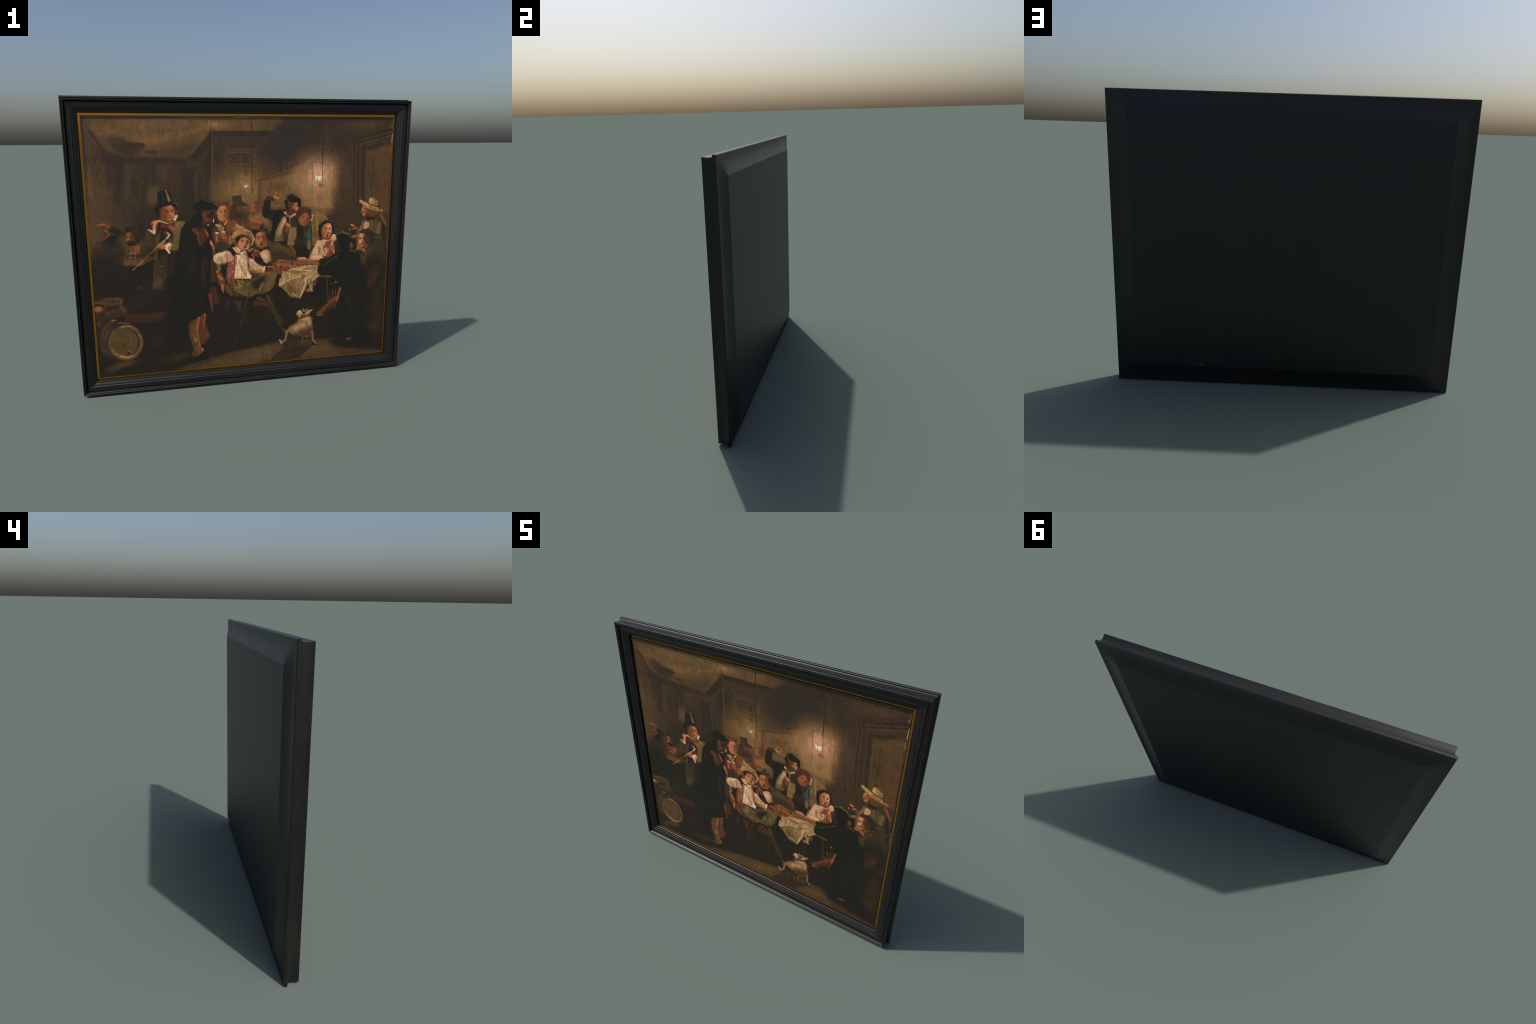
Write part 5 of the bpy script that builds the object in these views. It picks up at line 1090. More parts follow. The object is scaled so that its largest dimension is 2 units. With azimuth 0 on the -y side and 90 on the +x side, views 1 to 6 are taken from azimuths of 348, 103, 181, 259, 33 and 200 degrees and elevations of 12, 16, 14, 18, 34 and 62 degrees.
def youth_in_white_shirt():
    patch(FLESH_BROWN, [(76.5, 62.2), (78.8, 67.7), (83.9, 71.1), (83.8, 58.1), (81.5, 52.2), (77.8, 52.4)], soft=0.44)
    stroke(ROSE, (80.2, 66.5), (78.6, 56.5), 2.21, 2.21, soft=0.7, cover=0.5)
    dab(TEAL_DARK, 79.1, 63.4, 0.62, 0.56, turn=-3, soft=0.5, cover=0.9)
    dab(TEAL_DARK, 77.5, 59.6, 0.62, 0.56, turn=-3, soft=0.5, cover=0.9)
    dab(ROSE_PALE, 80.6, 65.4, 0.62, 0.56, turn=-3, soft=0.5, cover=0.9)
    dab(RED, 79, 61, 0.62, 0.56, turn=-3, soft=0.5, cover=0.9)
    dab(RUST, 80.9, 62.7, 0.62, 0.56, turn=-3, soft=0.5, cover=0.9)
    dab(ROSE, 77.9, 57.7, 0.62, 0.56, turn=-3, soft=0.5, cover=0.9)
    dab(OCHRE, 79.7, 57.6, 0.63, 0.56, turn=-3, soft=0.5, cover=0.9)
    dab(RED, 78.6, 55, 0.63, 0.56, turn=-4, soft=0.5, cover=0.9)
    dab(ROSE_PALE, 80.9, 60.1, 0.62, 0.56, turn=-3, soft=0.5, cover=0.9)
    dab(RUST, 77.6, 61.8, 0.62, 0.56, turn=-3, soft=0.5, cover=0.9)
    stroke(LINEN_LIT, (72.3, 68.8), (76.6, 69.6), 3.3, 3.5, soft=0.2)
    stroke(LINEN, (72.3, 67.7), (75.9, 67.1), 1.61, 1.61, soft=0.7, cover=0.7)
    stroke(LINEN_BRIGHT, (71.6, 70.3), (75.9, 71.1), 1.09, 0.94, soft=0.7, cover=0.8)
    stroke(ROSE_PALE, (77.7, 71), (79.2, 68.4), 1.83, 2.19, soft=0.5)
    stroke(FLESH_BROWN, (77, 71.4), (77.3, 66.3), 0.29, 0.29, soft=0.75, cover=0.85)
    stroke(LINEN_SHADE, (73.8, 70.5), (74.4, 66.1), 0.22, 0.22, soft=0.75, cover=0.85)
    stroke(LINEN_SHADE, (71.5, 65.5), (75.8, 65.2), 0.51, 0.51, soft=0.75, cover=0.68)
    patch(LINEN_LIT, [(82.5, 70.8), (85.8, 69.9), (89.1, 71.2), (89.4, 63.4), (91.9, 56.8), (91.2, 55.2), (81.5, 55.8), (82.4, 63.8)], soft=0.29)
    stroke(LINEN_BRIGHT, (84.6, 68.5), (83.8, 58.1), 1.85, 2.04, soft=0.7, cover=0.8)
    dab(LINEN_BRIGHT, 90.4, 56.6, 1.49, 1.29, turn=-3, soft=0.6)
    stroke(LINEN_SHADE, (85.2, 69.2), (84.9, 64), 0.18, 0.18, soft=0.75, cover=0.85)
    stroke(LINEN_SHADE, (85.3, 63.6), (88.6, 57), 0.52, 0.6, soft=0.75, cover=0.77)
    stroke(LINEN, (82.6, 56.6), (87.4, 56), 0.45, 0.45, soft=0.75, cover=0.85)
    stroke(LINEN, (87.6, 67.9), (86.8, 61.7), 0.52, 0.44, soft=0.75, cover=0.68)
    stroke(ROSE, (88.7, 70.1), (90.1, 65.2), 0.81, 0.74, soft=0.5)
    stroke(ROSE, (89.4, 66), (90.1, 60), 0.45, 0.37, soft=0.75, cover=0.85)
    stroke(ROSE_PALE, (88.7, 69.7), (89.8, 66.7), 0.37, 0.37, soft=0.75, cover=0.59)
    stroke(ROSE, (82.6, 70.1), (82.7, 64.5), 0.52, 0.37, soft=0.75, cover=0.85)
    patch(LINEN, [(90.5, 68.5), (93.8, 65), (100.9, 61.6), (99.8, 58.3), (94.2, 58.6), (90.8, 60.3)], soft=0.44)
    stroke(LINEN_LIT, (92, 66.6), (94.9, 63.1), 1.27, 1.12, soft=0.7, cover=0.9)
    stroke(LINEN_LIT, (94.2, 62), (99.8, 60.5), 0.98, 0.98, soft=0.7, cover=0.7)
    stroke(LINEN_SHADE, (93.4, 59.8), (98.3, 58.7), 0.83, 0.68, soft=0.7, cover=0.9)
    stroke(BROWN, (91.9, 59.5), (97.2, 56.1), 1.88, 1.51, soft=0.6, cover=0.6)
    stroke(LINEN_BRIGHT, (100.2, 62), (99.4, 59.4), 0.45, 0.45, soft=0.75, cover=0.85)
    stroke(FLESH_DARK, (101.7, 60.8), (105.1, 61), 1.51, 1.14, soft=0.35)
    stroke(FLESH, (102.4, 62.1), (105.5, 61.7), 0.61, 0.53, soft=0.5)
    stroke(FLESH, (105.1, 61.4), (106.6, 59.8), 0.38, 0.27, soft=0.75, cover=0.85)
    stroke(LINEN_SHADE, (83.2, 69.3), (82.7, 64.1), 0.33, 0.18, soft=0.9, cover=0.59)
    stroke(LINEN_SHADE, (83.8, 61.8), (83, 57), 0.33, 0.19, soft=0.9, cover=0.59)
    stroke(LINEN_SHADE, (86.8, 69.1), (87.5, 64.6), 0.33, 0.18, soft=0.9, cover=0.59)
    stroke(LINEN_SHADE, (85.7, 65.4), (86, 57.2), 0.33, 0.19, soft=0.9, cover=0.59)
    stroke(LINEN_SHADE, (89.7, 61.9), (90.8, 57.7), 0.34, 0.19, soft=0.9, cover=0.59)
    stroke(LINEN_SHADE, (88.2, 61.6), (89.3, 56.2), 0.34, 0.19, soft=0.9, cover=0.59)
    stroke(LINEN_SHADE, (92.7, 65.1), (96.1, 61.5), 0.34, 0.19, soft=0.9, cover=0.59)
    stroke(LINEN_SHADE, (94.2, 63.1), (97.6, 60.7), 0.34, 0.19, soft=0.9, cover=0.59)
    stroke(LINEN_SHADE, (96.1, 61.1), (99.1, 59.8), 0.34, 0.19, soft=0.9, cover=0.59)
    stroke(LINEN_SHADE, (72.3, 69.9), (75.2, 68.6), 0.33, 0.18, soft=0.9, cover=0.59)
    stroke(LINEN_SHADE, (72.6, 67.3), (75.5, 66.4), 0.33, 0.18, soft=0.9, cover=0.59)
    stroke(LINEN_SHADE, (74.5, 71.2), (75.9, 68.9), 0.33, 0.18, soft=0.9, cover=0.59)
    stroke(LINEN_SHADE, (84.6, 67.4), (83.5, 63.3), 0.33, 0.18, soft=0.9, cover=0.59)
    stroke(LINEN_BRIGHT, (83.7, 68.5), (83.5, 64.8), 0.44, 0.29, soft=0.9, cover=0.59)
    stroke(LINEN_BRIGHT, (86.6, 68), (86.4, 64.3), 0.44, 0.3, soft=0.9, cover=0.59)
    stroke(LINEN_BRIGHT, (92.4, 66.6), (94.2, 64.2), 0.45, 0.3, soft=0.9, cover=0.59)
    stroke(LINEN_BRIGHT, (96.4, 61.9), (99.1, 61), 0.45, 0.3, soft=0.9, cover=0.59)
    stroke(LINEN_BRIGHT, (72.3, 70.8), (74.5, 70.8), 0.44, 0.29, soft=0.9, cover=0.59)
    stroke(FLESH, (84, 76.6), (86.9, 72.8), 2.2, 1.83, soft=0.4)
    patch(LINEN_LIT, [(80.7, 74.9), (83.3, 75.2), (85.4, 73.2), (84.7, 71.1), (82.5, 71.9)], soft=0.22)
    stroke(LINEN, (81.1, 74.5), (83.9, 72.2), 0.51, 0.51, soft=0.75, cover=0.85)
    stroke(LINEN_BRIGHT, (85.8, 71), (88.2, 72), 0.74, 0.59, soft=0.4)
    stroke(LINEN_BRIGHT, (83.3, 74.8), (85.1, 72.9), 0.37, 0.37, soft=0.75, cover=0.85)
    dab(OCHRE, 87.1, 80.1, 7.1, 6, turn=-22, soft=0.12)
    dab(SOOT, 88, 78.6, 5.6, 4.3, turn=-22, soft=0.3)
    stroke(SOOT, (83.3, 80.6), (84, 77.7), 1.53, 1.24, soft=0.4)
    dab(FLESH_BROWN, 82.7, 77.4, 1.09, 1.83, turn=-1, soft=0.5)
    face(87.5, 77.5, 3.7, 4.9, tilt=8, look=0.35, lit=-1, tones=(FLESH_BROWN, FLESH_LIT, FLESH_LIT), mouth="shut")
    stroke(ROSE_PALE, (90.6, 76.3), (89.5, 74.1), 0.66, 0.81, soft=0.7, cover=0.8)
    dab(RUST_DARK, 88.6, 74.7, 0.81, 0.59, turn=-3, soft=0.5)
    patch(SOOT, [(83, 80.3), (84.1, 82.1), (88.4, 82.1), (91.7, 80.3), (92.1, 78.8), (88.4, 80.8), (85.5, 80.2), (83.7, 77.3)], soft=0.29, cover=0.9)
    stroke(OCHRE, (80.4, 78.2), (81.9, 81.8), 0.94, 1.23, soft=0.5)
    stroke(STRAW, (81.2, 81.8), (85.6, 84.2), 1.23, 1.45, soft=0.4)
    stroke(STRAW, (85.6, 84.5), (90.3, 82.9), 1.38, 1.09, soft=0.4)
    stroke(OCHRE, (90.3, 82.9), (93.2, 79.1), 1.17, 1.02, soft=0.4)
    stroke(STRAW, (93.4, 79.8), (92.4, 76.2), 0.74, 0.66, soft=0.5)
    stroke(PALE_STRAW, (87, 85.9), (91.4, 83.9), 0.33, 0.33, soft=0.75, cover=0.85)
    stroke(PALE_STRAW, (92.1, 83.2), (93.9, 79.1), 0.26, 0.26, soft=0.75, cover=0.85)
    stroke(PALE_STRAW, (81.2, 83.3), (84.8, 85.3), 0.51, 0.58, soft=0.75, cover=0.51)
    stroke(BROWN, (86.6, 84.1), (89.2, 83.3), 0.58, 0.58, soft=0.75, cover=0.51)
    patch(OLIVE, [(80.4, 51.2), (85.5, 54.4), (93.8, 54.8), (102.5, 58.7), (106.9, 57.1), (106.9, 50.9), (103.4, 46.6), (96.3, 44.4), (88.5, 43.2), (80.7, 48.1)], soft=0.43)
    stroke(OLIVE_LIT, (99.9, 56.6), (105.6, 57.2), 2.64, 2.42, soft=0.6, cover=0.9)
    stroke(OLIVE_LIT, (105.6, 55.8), (101.6, 48.5), 2.03, 2.21, soft=0.7, cover=0.8)
    dab(SOOT, 97.2, 53.7, 5.1, 1.81, turn=36, soft=0.5, cover=0.95)
    dab(SOOT, 94.6, 51.2, 2.56, 3.2, turn=38, soft=0.6, cover=0.9)
    stroke(OLIVE_LIT, (82.9, 51.1), (89.8, 52), 2.18, 1.57, soft=0.7, cover=0.8)
    stroke(OLIVE_LIT, (83.3, 47.5), (93.7, 45.9), 2.63, 1.75, soft=0.8, cover=0.6)
    stroke(OLIVE_BRIGHT, (99, 51.4), (97.2, 47.9), 0.71, 0.88, soft=0.8, cover=0.5)
    stroke(OLIVE_BRIGHT, (82.5, 50.2), (86.4, 50), 1.04, 0.87, soft=0.8, cover=0.5)
    stroke(OLIVE_DARK, (88.1, 52.5), (90.7, 54.1), 0.39, 0.39, soft=0.75, cover=0.85)
    stroke(OLIVE_DARK, (86.4, 50.4), (88.5, 52), 0.39, 0.39, soft=0.75, cover=0.85)
    stroke(OLIVE_DARK, (88.5, 43.6), (80.7, 47.7), 0.52, 0.61, soft=0.6)
    stroke(STRAW, (83.4, 54.6), (86.4, 53.5), 0.3, 0.3, soft=0.75, cover=0.85)
    stroke(STRAW, (83.4, 54.1), (85.1, 50.9), 0.35, 0.48, soft=0.75, cover=0.85)
    stroke(STRAW, (86.4, 55.2), (86, 53.5), 0.26, 0.26, soft=0.75, cover=0.85)
    dab(BLACK, 96.3, 42.6, 4.5, 2.66, turn=-14, soft=0.3)
    stroke(FLESH_DARK, (95.9, 42.7), (102.5, 39.1), 1.34, 1.16, soft=0.4)
    stroke(FLESH_BROWN, (96.3, 42.6), (99, 41.6), 0.53, 0.44, soft=0.75, cover=0.85)
    stroke(RUST_DARK, (94.5, 39.6), (101.6, 37.8), 1.52, 0.98, soft=0.6, cover=0.7)
    patch(OLIVE_DARK, [(101.6, 44.1), (103.8, 42.1), (106.1, 34.7), (113.3, 24.9), (109.7, 23.9), (103.4, 34.9)], soft=0.62)
    stroke(OLIVE, (102, 43.1), (105.2, 36.6), 0.81, 0.9, soft=0.7, cover=0.8)
    stroke(OLIVE_DARK, (106.1, 34.3), (110.6, 27.9), 0.73, 0.73, soft=0.7)
    stroke(SOOT, (76.8, 42.7), (88, 43.2), 1.75, 1.57, soft=0.5)
    patch(FLESH_DARK, [(81.1, 42.4), (86.3, 41.1), (84.9, 35.4), (83.6, 35)], soft=0.35)
    stroke(UMBER, (77.2, 40.9), (76.3, 36.9), 1.75, 0.87, soft=0.6)
    stroke(FLESH_DARK, (91.1, 47.9), (88.4, 39.6), 0.48, 0.53, soft=0.75, cover=0.85)
    stroke(FLESH_DARK, (88.4, 39.6), (84.3, 25.5), 0.49, 0.44, soft=0.75, cover=0.85)
    stroke(UMBER, (84.3, 25.5), (81.1, 13.4), 0.4, 0.36, soft=0.75, cover=0.85)
    stroke(FLESH_BROWN, (90.2, 47.5), (91.5, 48.3), 0.39, 0.39, soft=0.75, cover=0.85)
    stroke(FLESH_BROWN, (91.8, 48.1), (91.3, 46.6), 0.35, 0.31, soft=0.75, cover=0.85)
    stroke(RUST_DARK, (79.6, 57), (79, 46.1), 0.52, 0.43, soft=0.75, cover=0.85)
    stroke(FLESH, (80, 54.8), (79.4, 46.9), 0.17, 0.17, soft=0.75, cover=0.59)


def man_drinking_in_white_shirt():
    patch(LINEN, [(129.3, 68.4), (132.7, 75.1), (136.6, 77.2), (145.1, 79.8), (145.7, 73.7), (140.7, 67.9), (136.1, 64.3), (128.2, 64.7)], soft=0.46)
    stroke(LINEN_LIT, (134.3, 75.4), (132, 69.8), 1.77, 1.92, soft=0.6, cover=0.9)
    stroke(LINEN_LIT, (131.3, 66.8), (135.7, 65.8), 1.32, 1.24, soft=0.7, cover=0.9)
    stroke(LINEN_SHADE, (134.3, 72.7), (134.8, 68.2), 0.62, 0.7, soft=0.7, cover=0.9)
    stroke(LINEN_SHADE, (129.7, 70.3), (128.2, 66.2), 0.54, 0.46, soft=0.75, cover=0.85)
    stroke(ROSE_PALE, (136.6, 74.9), (136.3, 71.9), 0.93, 0.85, soft=0.7, cover=0.9)
    stroke(LINEN_LIT, (143.6, 79.2), (145.3, 75.3), 1.16, 1.32, soft=0.5)
    stroke(SILVER, (137.4, 76.4), (140.5, 77), 0.77, 0.77, soft=0.6, cover=0.7)
    dab(BLACK, 138.3, 83.5, 4.3, 5.5, turn=1, soft=0.2)
    stroke(BLACK, (135.2, 85.5), (135.3, 80.3), 1.53, 1.37, soft=0.3)
    stroke(BLACK, (142.6, 85.2), (142.7, 82.2), 0.77, 0.61, soft=0.4)
    face(139.5, 82.9, 2.99, 5.4, tilt=2, look=0.3, lit=1, tones=(FLESH, FLESH_LIT, FLESH_BRIGHT), mouth="open")
    dab(FLESH_LIT, 138.6, 86.9, 2.58, 1.27, turn=-2, soft=0.6)
    patch(BLACK, [(135.2, 86.3), (136.3, 88.3), (139.4, 88.9), (142.1, 87.5), (142.6, 85.2), (141, 87.3), (137.9, 87.3), (136.4, 85.1)], soft=0.27)
    dab(SOOT, 140.8, 81.1, 0.86, 0.38, turn=-2, soft=0.5)
    dab(FLESH_BROWN, 139.7, 77.8, 2.36, 0.99, turn=-3, soft=0.6)
    stroke(RED, (139.7, 75.2), (141.3, 75.5), 1.16, 1.08, soft=0.4)
    stroke(RED, (140.6, 74), (141.4, 72), 1.4, 0.93, soft=0.4)
    stroke(RED, (138.6, 73.3), (137.5, 71.8), 0.93, 0.54, soft=0.5)
    stroke(RUST_DARK, (139.4, 74), (139.8, 71.7), 0.46, 0.54, soft=0.75, cover=0.85)
    stroke(RED, (141.3, 75.8), (142.5, 76.5), 0.62, 0.39, soft=0.5)
    stroke(FLESH, (139.1, 67.9), (139.6, 66), 2.1, 1.95, soft=0.35)
    stroke(FLESH_BRIGHT, (137.9, 69.1), (138.4, 66.8), 0.62, 0.78, soft=0.6, cover=0.8)
    stroke(RUST, (140.7, 68.6), (140.8, 66.3), 0.86, 0.86, soft=0.6)
    stroke(FLESH_BROWN, (137.6, 66.5), (140.8, 65.9), 0.78, 0.78, soft=0.6)
    stroke(SILVER, (137.5, 71.1), (140.6, 70.9), 0.47, 0.47, soft=0.75, cover=0.77)
    stroke(GREY, (137.7, 70.9), (138.1, 69.3), 0.47, 0.47, soft=0.75, cover=0.85)
    stroke(GREY, (140.4, 70.7), (140.1, 69.4), 0.47, 0.47, soft=0.75, cover=0.85)
    dab(LINEN_BRIGHT, 139.2, 69.3, 0.55, 0.54, turn=-3, soft=0.5)
    stroke(FLESH, (142.6, 72.4), (143.5, 69.3), 1.17, 1.01, soft=0.5)
    stroke(FLESH_LIT, (143.8, 71.2), (144.3, 68.4), 0.7, 0.62, soft=0.6)
    stroke(FLESH_BROWN, (141.4, 70.9), (142.3, 67), 0.7, 0.86, soft=0.6)


def man_seen_from_behind_at_right():
    patch(BLACK, [(136.1, 63.5), (142.4, 66.2), (147.8, 69.4), (159.1, 68.5), (162.6, 61.3), (166.2, 45.2), (145.3, 46.5), (144.3, 53.7), (135.5, 55), (133.8, 59.8)], soft=0.55)
    stroke(BLACK, (137, 57.6), (142.4, 63.1), 3.5, 3.1, soft=0.25)
    stroke(SOOT, (136.1, 63.5), (140.8, 64.4), 1.95, 1.8, soft=0.4)
    stroke(BROWN, (134.6, 60.1), (140.1, 62.1), 0.35, 0.43, soft=0.75, cover=0.68)
    stroke(BROWN, (140.1, 62.5), (147.1, 66.8), 0.47, 0.55, soft=0.8, cover=0.59)
    dab(BLACK, 150.1, 73.5, 5.6, 7.3, turn=2, soft=0.2)
    dab(BLACK, 150.9, 77.7, 6.1, 3.2, turn=-26, soft=0.15)
    dab(BLACK, 154, 75.7, 2.81, 2.31, turn=-3, soft=0.3)
    stroke(TAN, (145.5, 80.2), (149.4, 81.4), 0.31, 0.39, soft=0.75, cover=0.85)
    stroke(SAND, (149.4, 81.4), (153.4, 79.9), 0.39, 0.39, soft=0.75, cover=0.85)
    stroke(TAN, (153.4, 79.9), (155.9, 77.1), 0.35, 0.27, soft=0.75, cover=0.85)
    dab(SOOT, 146.1, 73.7, 1.99, 3.5, turn=2, soft=0.4)
    dab(FLESH_DARK, 144.9, 74.5, 1.59, 2.29, turn=2, soft=0.6)
    dab(UMBER, 146.6, 70.6, 2.39, 2.31, turn=-3, soft=0.7, cover=0.8)
    dab(TAN, 155.5, 72.9, 1.21, 1.78, turn=2, soft=0.6, cover=0.8)
    stroke(BROWN, (155, 69.8), (158.7, 68.5), 0.87, 0.79, soft=0.7, cover=0.7)
    patch(BLACK, [(134.2, 60.8), (165.4, 59.1), (170, 42.2), (173.4, 13.3), (172.8, 4.5), (146.3, 9.4), (147.7, 25), (150, 42.6), (144, 53.1)], soft=0.9)
    dab(BLACK, 159.5, 28.8, 13.7, 20.3, turn=2, soft=0.5, cover=0.9)
    stroke(FLESH_DARK, (139.9, 53.3), (141.2, 38.6), 0.55, 0.65, soft=0.6, cover=0.8)
    stroke(FLESH_DARK, (142.3, 48.6), (147.9, 49.6), 0.65, 0.55, soft=0.6, cover=0.8)
    stroke(FLESH_LIT, (146, 50), (146.2, 49.5), 0.37, 0.37, soft=0.75, cover=0.85)
    stroke(FLESH_BROWN, (143.8, 44.9), (144.1, 41.6), 0.32, 0.37, soft=0.75, cover=0.77)
    stroke(FLESH_BROWN, (145.9, 44.7), (146.2, 41.5), 0.33, 0.37, soft=0.75, cover=0.77)
    stroke(FLESH_DARK, (141.6, 39.5), (147.2, 40), 0.84, 0.93, soft=0.6, cover=0.7)
    stroke(FLESH_DARK, (135.4, 29.7), (143.6, 35.6), 2.15, 2.34, soft=0.4)
    stroke(FLESH_BROWN, (134.9, 29.3), (140.4, 34.9), 1.03, 1.12, soft=0.7, cover=0.8)
    stroke(FLESH_BROWN, (142.6, 37.1), (147.3, 39.5), 1.59, 1.4, soft=0.7, cover=0.8)
    stroke(FLESH, (149, 45.4), (146.9, 37.2), 0.75, 0.65, soft=0.7, cover=0.7)
    stroke(FLESH_BROWN, (146.9, 37.2), (145.6, 31.7), 0.42, 0.33, soft=0.75, cover=0.85)
    stroke(FLESH, (134.5, 28.4), (138.2, 28.6), 0.47, 0.47, soft=0.75, cover=0.51)
    dab(FLESH_DARK, 174.4, 22.9, 6, 12.2, turn=3, soft=0.9, cover=0.25)
    stroke(FLESH_DARK, (168.8, 46.9), (172.9, 53.2), 2.36, 2.36, soft=0.9, cover=0.5)
    dab(FLESH_BROWN, 155.9, 10.9, 2.4, 0.99, turn=3, soft=0.7, cover=0.7)
    stroke(SOOT, (170, 21.3), (178.1, 17.2), 0.29, 0.29, soft=0.75, cover=0.85)


def small_dog():
    patch(TAN, [(113.8, 18.9), (116.5, 22.8), (122, 25.4), (125.6, 28.8), (129.4, 27.4), (131.3, 21.6), (131.4, 16.9), (128.2, 14.3), (121.7, 15.8), (117.1, 14.8)], soft=0.74)
    dab(LINEN_SHADE, 119.8, 20.2, 5.3, 3.7, turn=27, soft=0.5)
    dab(LINEN_SHADE, 125.3, 24.4, 4.4, 4.2, turn=38, soft=0.5)
    dab(LINEN, 126.6, 27.1, 3.3, 1.84, turn=-14, soft=0.6)
    dab(LINEN, 119.8, 21.2, 3.1, 1.74, turn=21, soft=0.8, cover=0.8)
    dab(LINEN, 129, 24.6, 1.68, 3.3, turn=1, soft=0.8, cover=0.7)
    dab(LINEN, 124.8, 23.1, 2.7, 1.64, turn=16, soft=0.8, cover=0.8)
    dab(LINEN_SHADE, 116.6, 19.6, 1.84, 1.88, turn=-5, soft=0.8, cover=0.8)
    stroke(LINEN, (116.6, 21), (117.3, 19), 0.37, 0.28, soft=0.8, cover=0.59)
    stroke(OCHRE, (117.5, 18.5), (118, 16.6), 0.42, 0.28, soft=0.8, cover=0.51)
    stroke(OCHRE, (118, 21.5), (118.7, 19.5), 0.37, 0.28, soft=0.8, cover=0.59)
    stroke(FLESH_BROWN, (118.9, 18.8), (119.4, 16.8), 0.42, 0.28, soft=0.8, cover=0.51)
    stroke(LINEN, (119.5, 22), (120.2, 19.9), 0.37, 0.28, soft=0.8, cover=0.59)
    stroke(LINEN_SHADE, (120.3, 19.1), (120.7, 16.9), 0.42, 0.28, soft=0.8, cover=0.51)
    stroke(LINEN, (120.9, 22.6), (121.7, 20.3), 0.37, 0.28, soft=0.8, cover=0.59)
    stroke(OCHRE, (121.6, 19.3), (122.1, 17.1), 0.42, 0.28, soft=0.8, cover=0.51)
    stroke(OCHRE, (122.4, 23.1), (123.1, 20.8), 0.37, 0.28, soft=0.8, cover=0.59)
    stroke(FLESH_BROWN, (123, 19.6), (123.5, 17.3), 0.42, 0.28, soft=0.8, cover=0.51)
    stroke(LINEN, (123.9, 23.6), (124.6, 21.2), 0.37, 0.28, soft=0.8, cover=0.59)
    stroke(LINEN_SHADE, (124.4, 19.8), (124.9, 17.4), 0.42, 0.28, soft=0.8, cover=0.51)
    stroke(LINEN, (125.3, 24.2), (126.1, 21.7), 0.37, 0.28, soft=0.8, cover=0.59)
    stroke(OCHRE, (125.8, 20.1), (126.3, 17.6), 0.42, 0.28, soft=0.8, cover=0.51)
    stroke(OCHRE, (126.8, 24.7), (127.6, 22.1), 0.37, 0.28, soft=0.8, cover=0.59)
    stroke(FLESH_BROWN, (127.2, 20.3), (127.7, 17.8), 0.42, 0.28, soft=0.8, cover=0.51)
    stroke(LINEN, (128.3, 25.2), (129, 22.5), 0.37, 0.28, soft=0.8, cover=0.59)
    stroke(LINEN_SHADE, (128.6, 20.6), (129.1, 17.9), 0.42, 0.28, soft=0.8, cover=0.51)
    dab(FLESH_DARK, 125.4, 17.4, 5.1, 2.46, turn=-5, soft=0.7, cover=0.9)
    dab(FLESH_DARK, 129.5, 18.5, 1.66, 4.3, turn=11, soft=0.7, cover=0.9)
    dab(UMBER, 118.5, 15.9, 4.3, 2.46, turn=-25, soft=0.6)
    stroke(SAND, (117.5, 18.5), (119.8, 16.5), 0.65, 0.74, soft=0.8, cover=0.7)
    stroke(UMBER, (115, 16.9), (113.7, 9), 2.05, 1.49, soft=0.4)
    stroke(LINEN_SHADE, (114.3, 18.8), (113.4, 13.3), 0.83, 0.56, soft=0.6)
    stroke(UMBER, (120.1, 15), (119.5, 8.7), 2.06, 1.41, soft=0.4)
    stroke(UMBER, (124, 15.2), (123.1, 10.5), 1.03, 0.66, soft=0.4)
    stroke(SAND, (124.9, 14.6), (124.5, 10.8), 0.42, 0.33, soft=0.75, cover=0.59)
    stroke(UMBER, (130.2, 17.9), (131.6, 10.7), 1.61, 1.13, soft=0.4)
    stroke(LINEN_SHADE, (130.8, 17.9), (131.9, 12.1), 0.8, 0.52, soft=0.6)
    stroke(LINEN_SHADE, (131.9, 12.1), (133.9, 9.5), 0.57, 0.47, soft=0.75, cover=0.85)
    stroke(BROWN, (130.2, 17.9), (131, 13.1), 0.85, 0.57, soft=0.7, cover=0.7)
    stroke(SOOT, (131.6, 9.5), (134.4, 8.9), 0.76, 0.57, soft=0.5)
    stroke(LINEN_SHADE, (113.4, 13.7), (110.7, 12.3), 0.65, 0.65, soft=0.5)
    stroke(LINEN, (110.7, 12.3), (109.7, 14.1), 0.65, 0.46, soft=0.5)
    dab(LINEN_SHADE, 125.4, 30.3, 4.1, 2.6, turn=22, soft=0.4)
    dab(LINEN, 122.4, 30.5, 1.95, 1.92, turn=27, soft=0.5)
    dab(LINEN_SHADE, 127, 31.1, 2.04, 2.14, turn=1, soft=0.5)
    stroke(SOOT, (124.2, 32.2), (125.6, 30.9), 0.74, 0.83, soft=0.5)
    stroke(LINEN, (128.4, 31.4), (130.6, 32.4), 0.83, 0.51, soft=0.5)
    stroke(SAND, (124.6, 33.9), (125, 32.1), 0.46, 0.64, soft=0.5)
    dab(SOOT, 121.2, 29.4, 0.6, 0.6, turn=-4, soft=0.5)
    dab(LINEN_LIT, 122.6, 32.1, 1.2, 0.69, turn=-4, soft=0.6)
    stroke(FLESH_DARK, (123.4, 27.6), (128.9, 29.1), 0.65, 0.65, soft=0.5)
    dab(BROWN, 124.3, 29.1, 1.52, 0.86, turn=16, soft=0.6)
    dab(LINEN, 127.2, 30.8, 0.93, 0.65, turn=-4, soft=0.7)


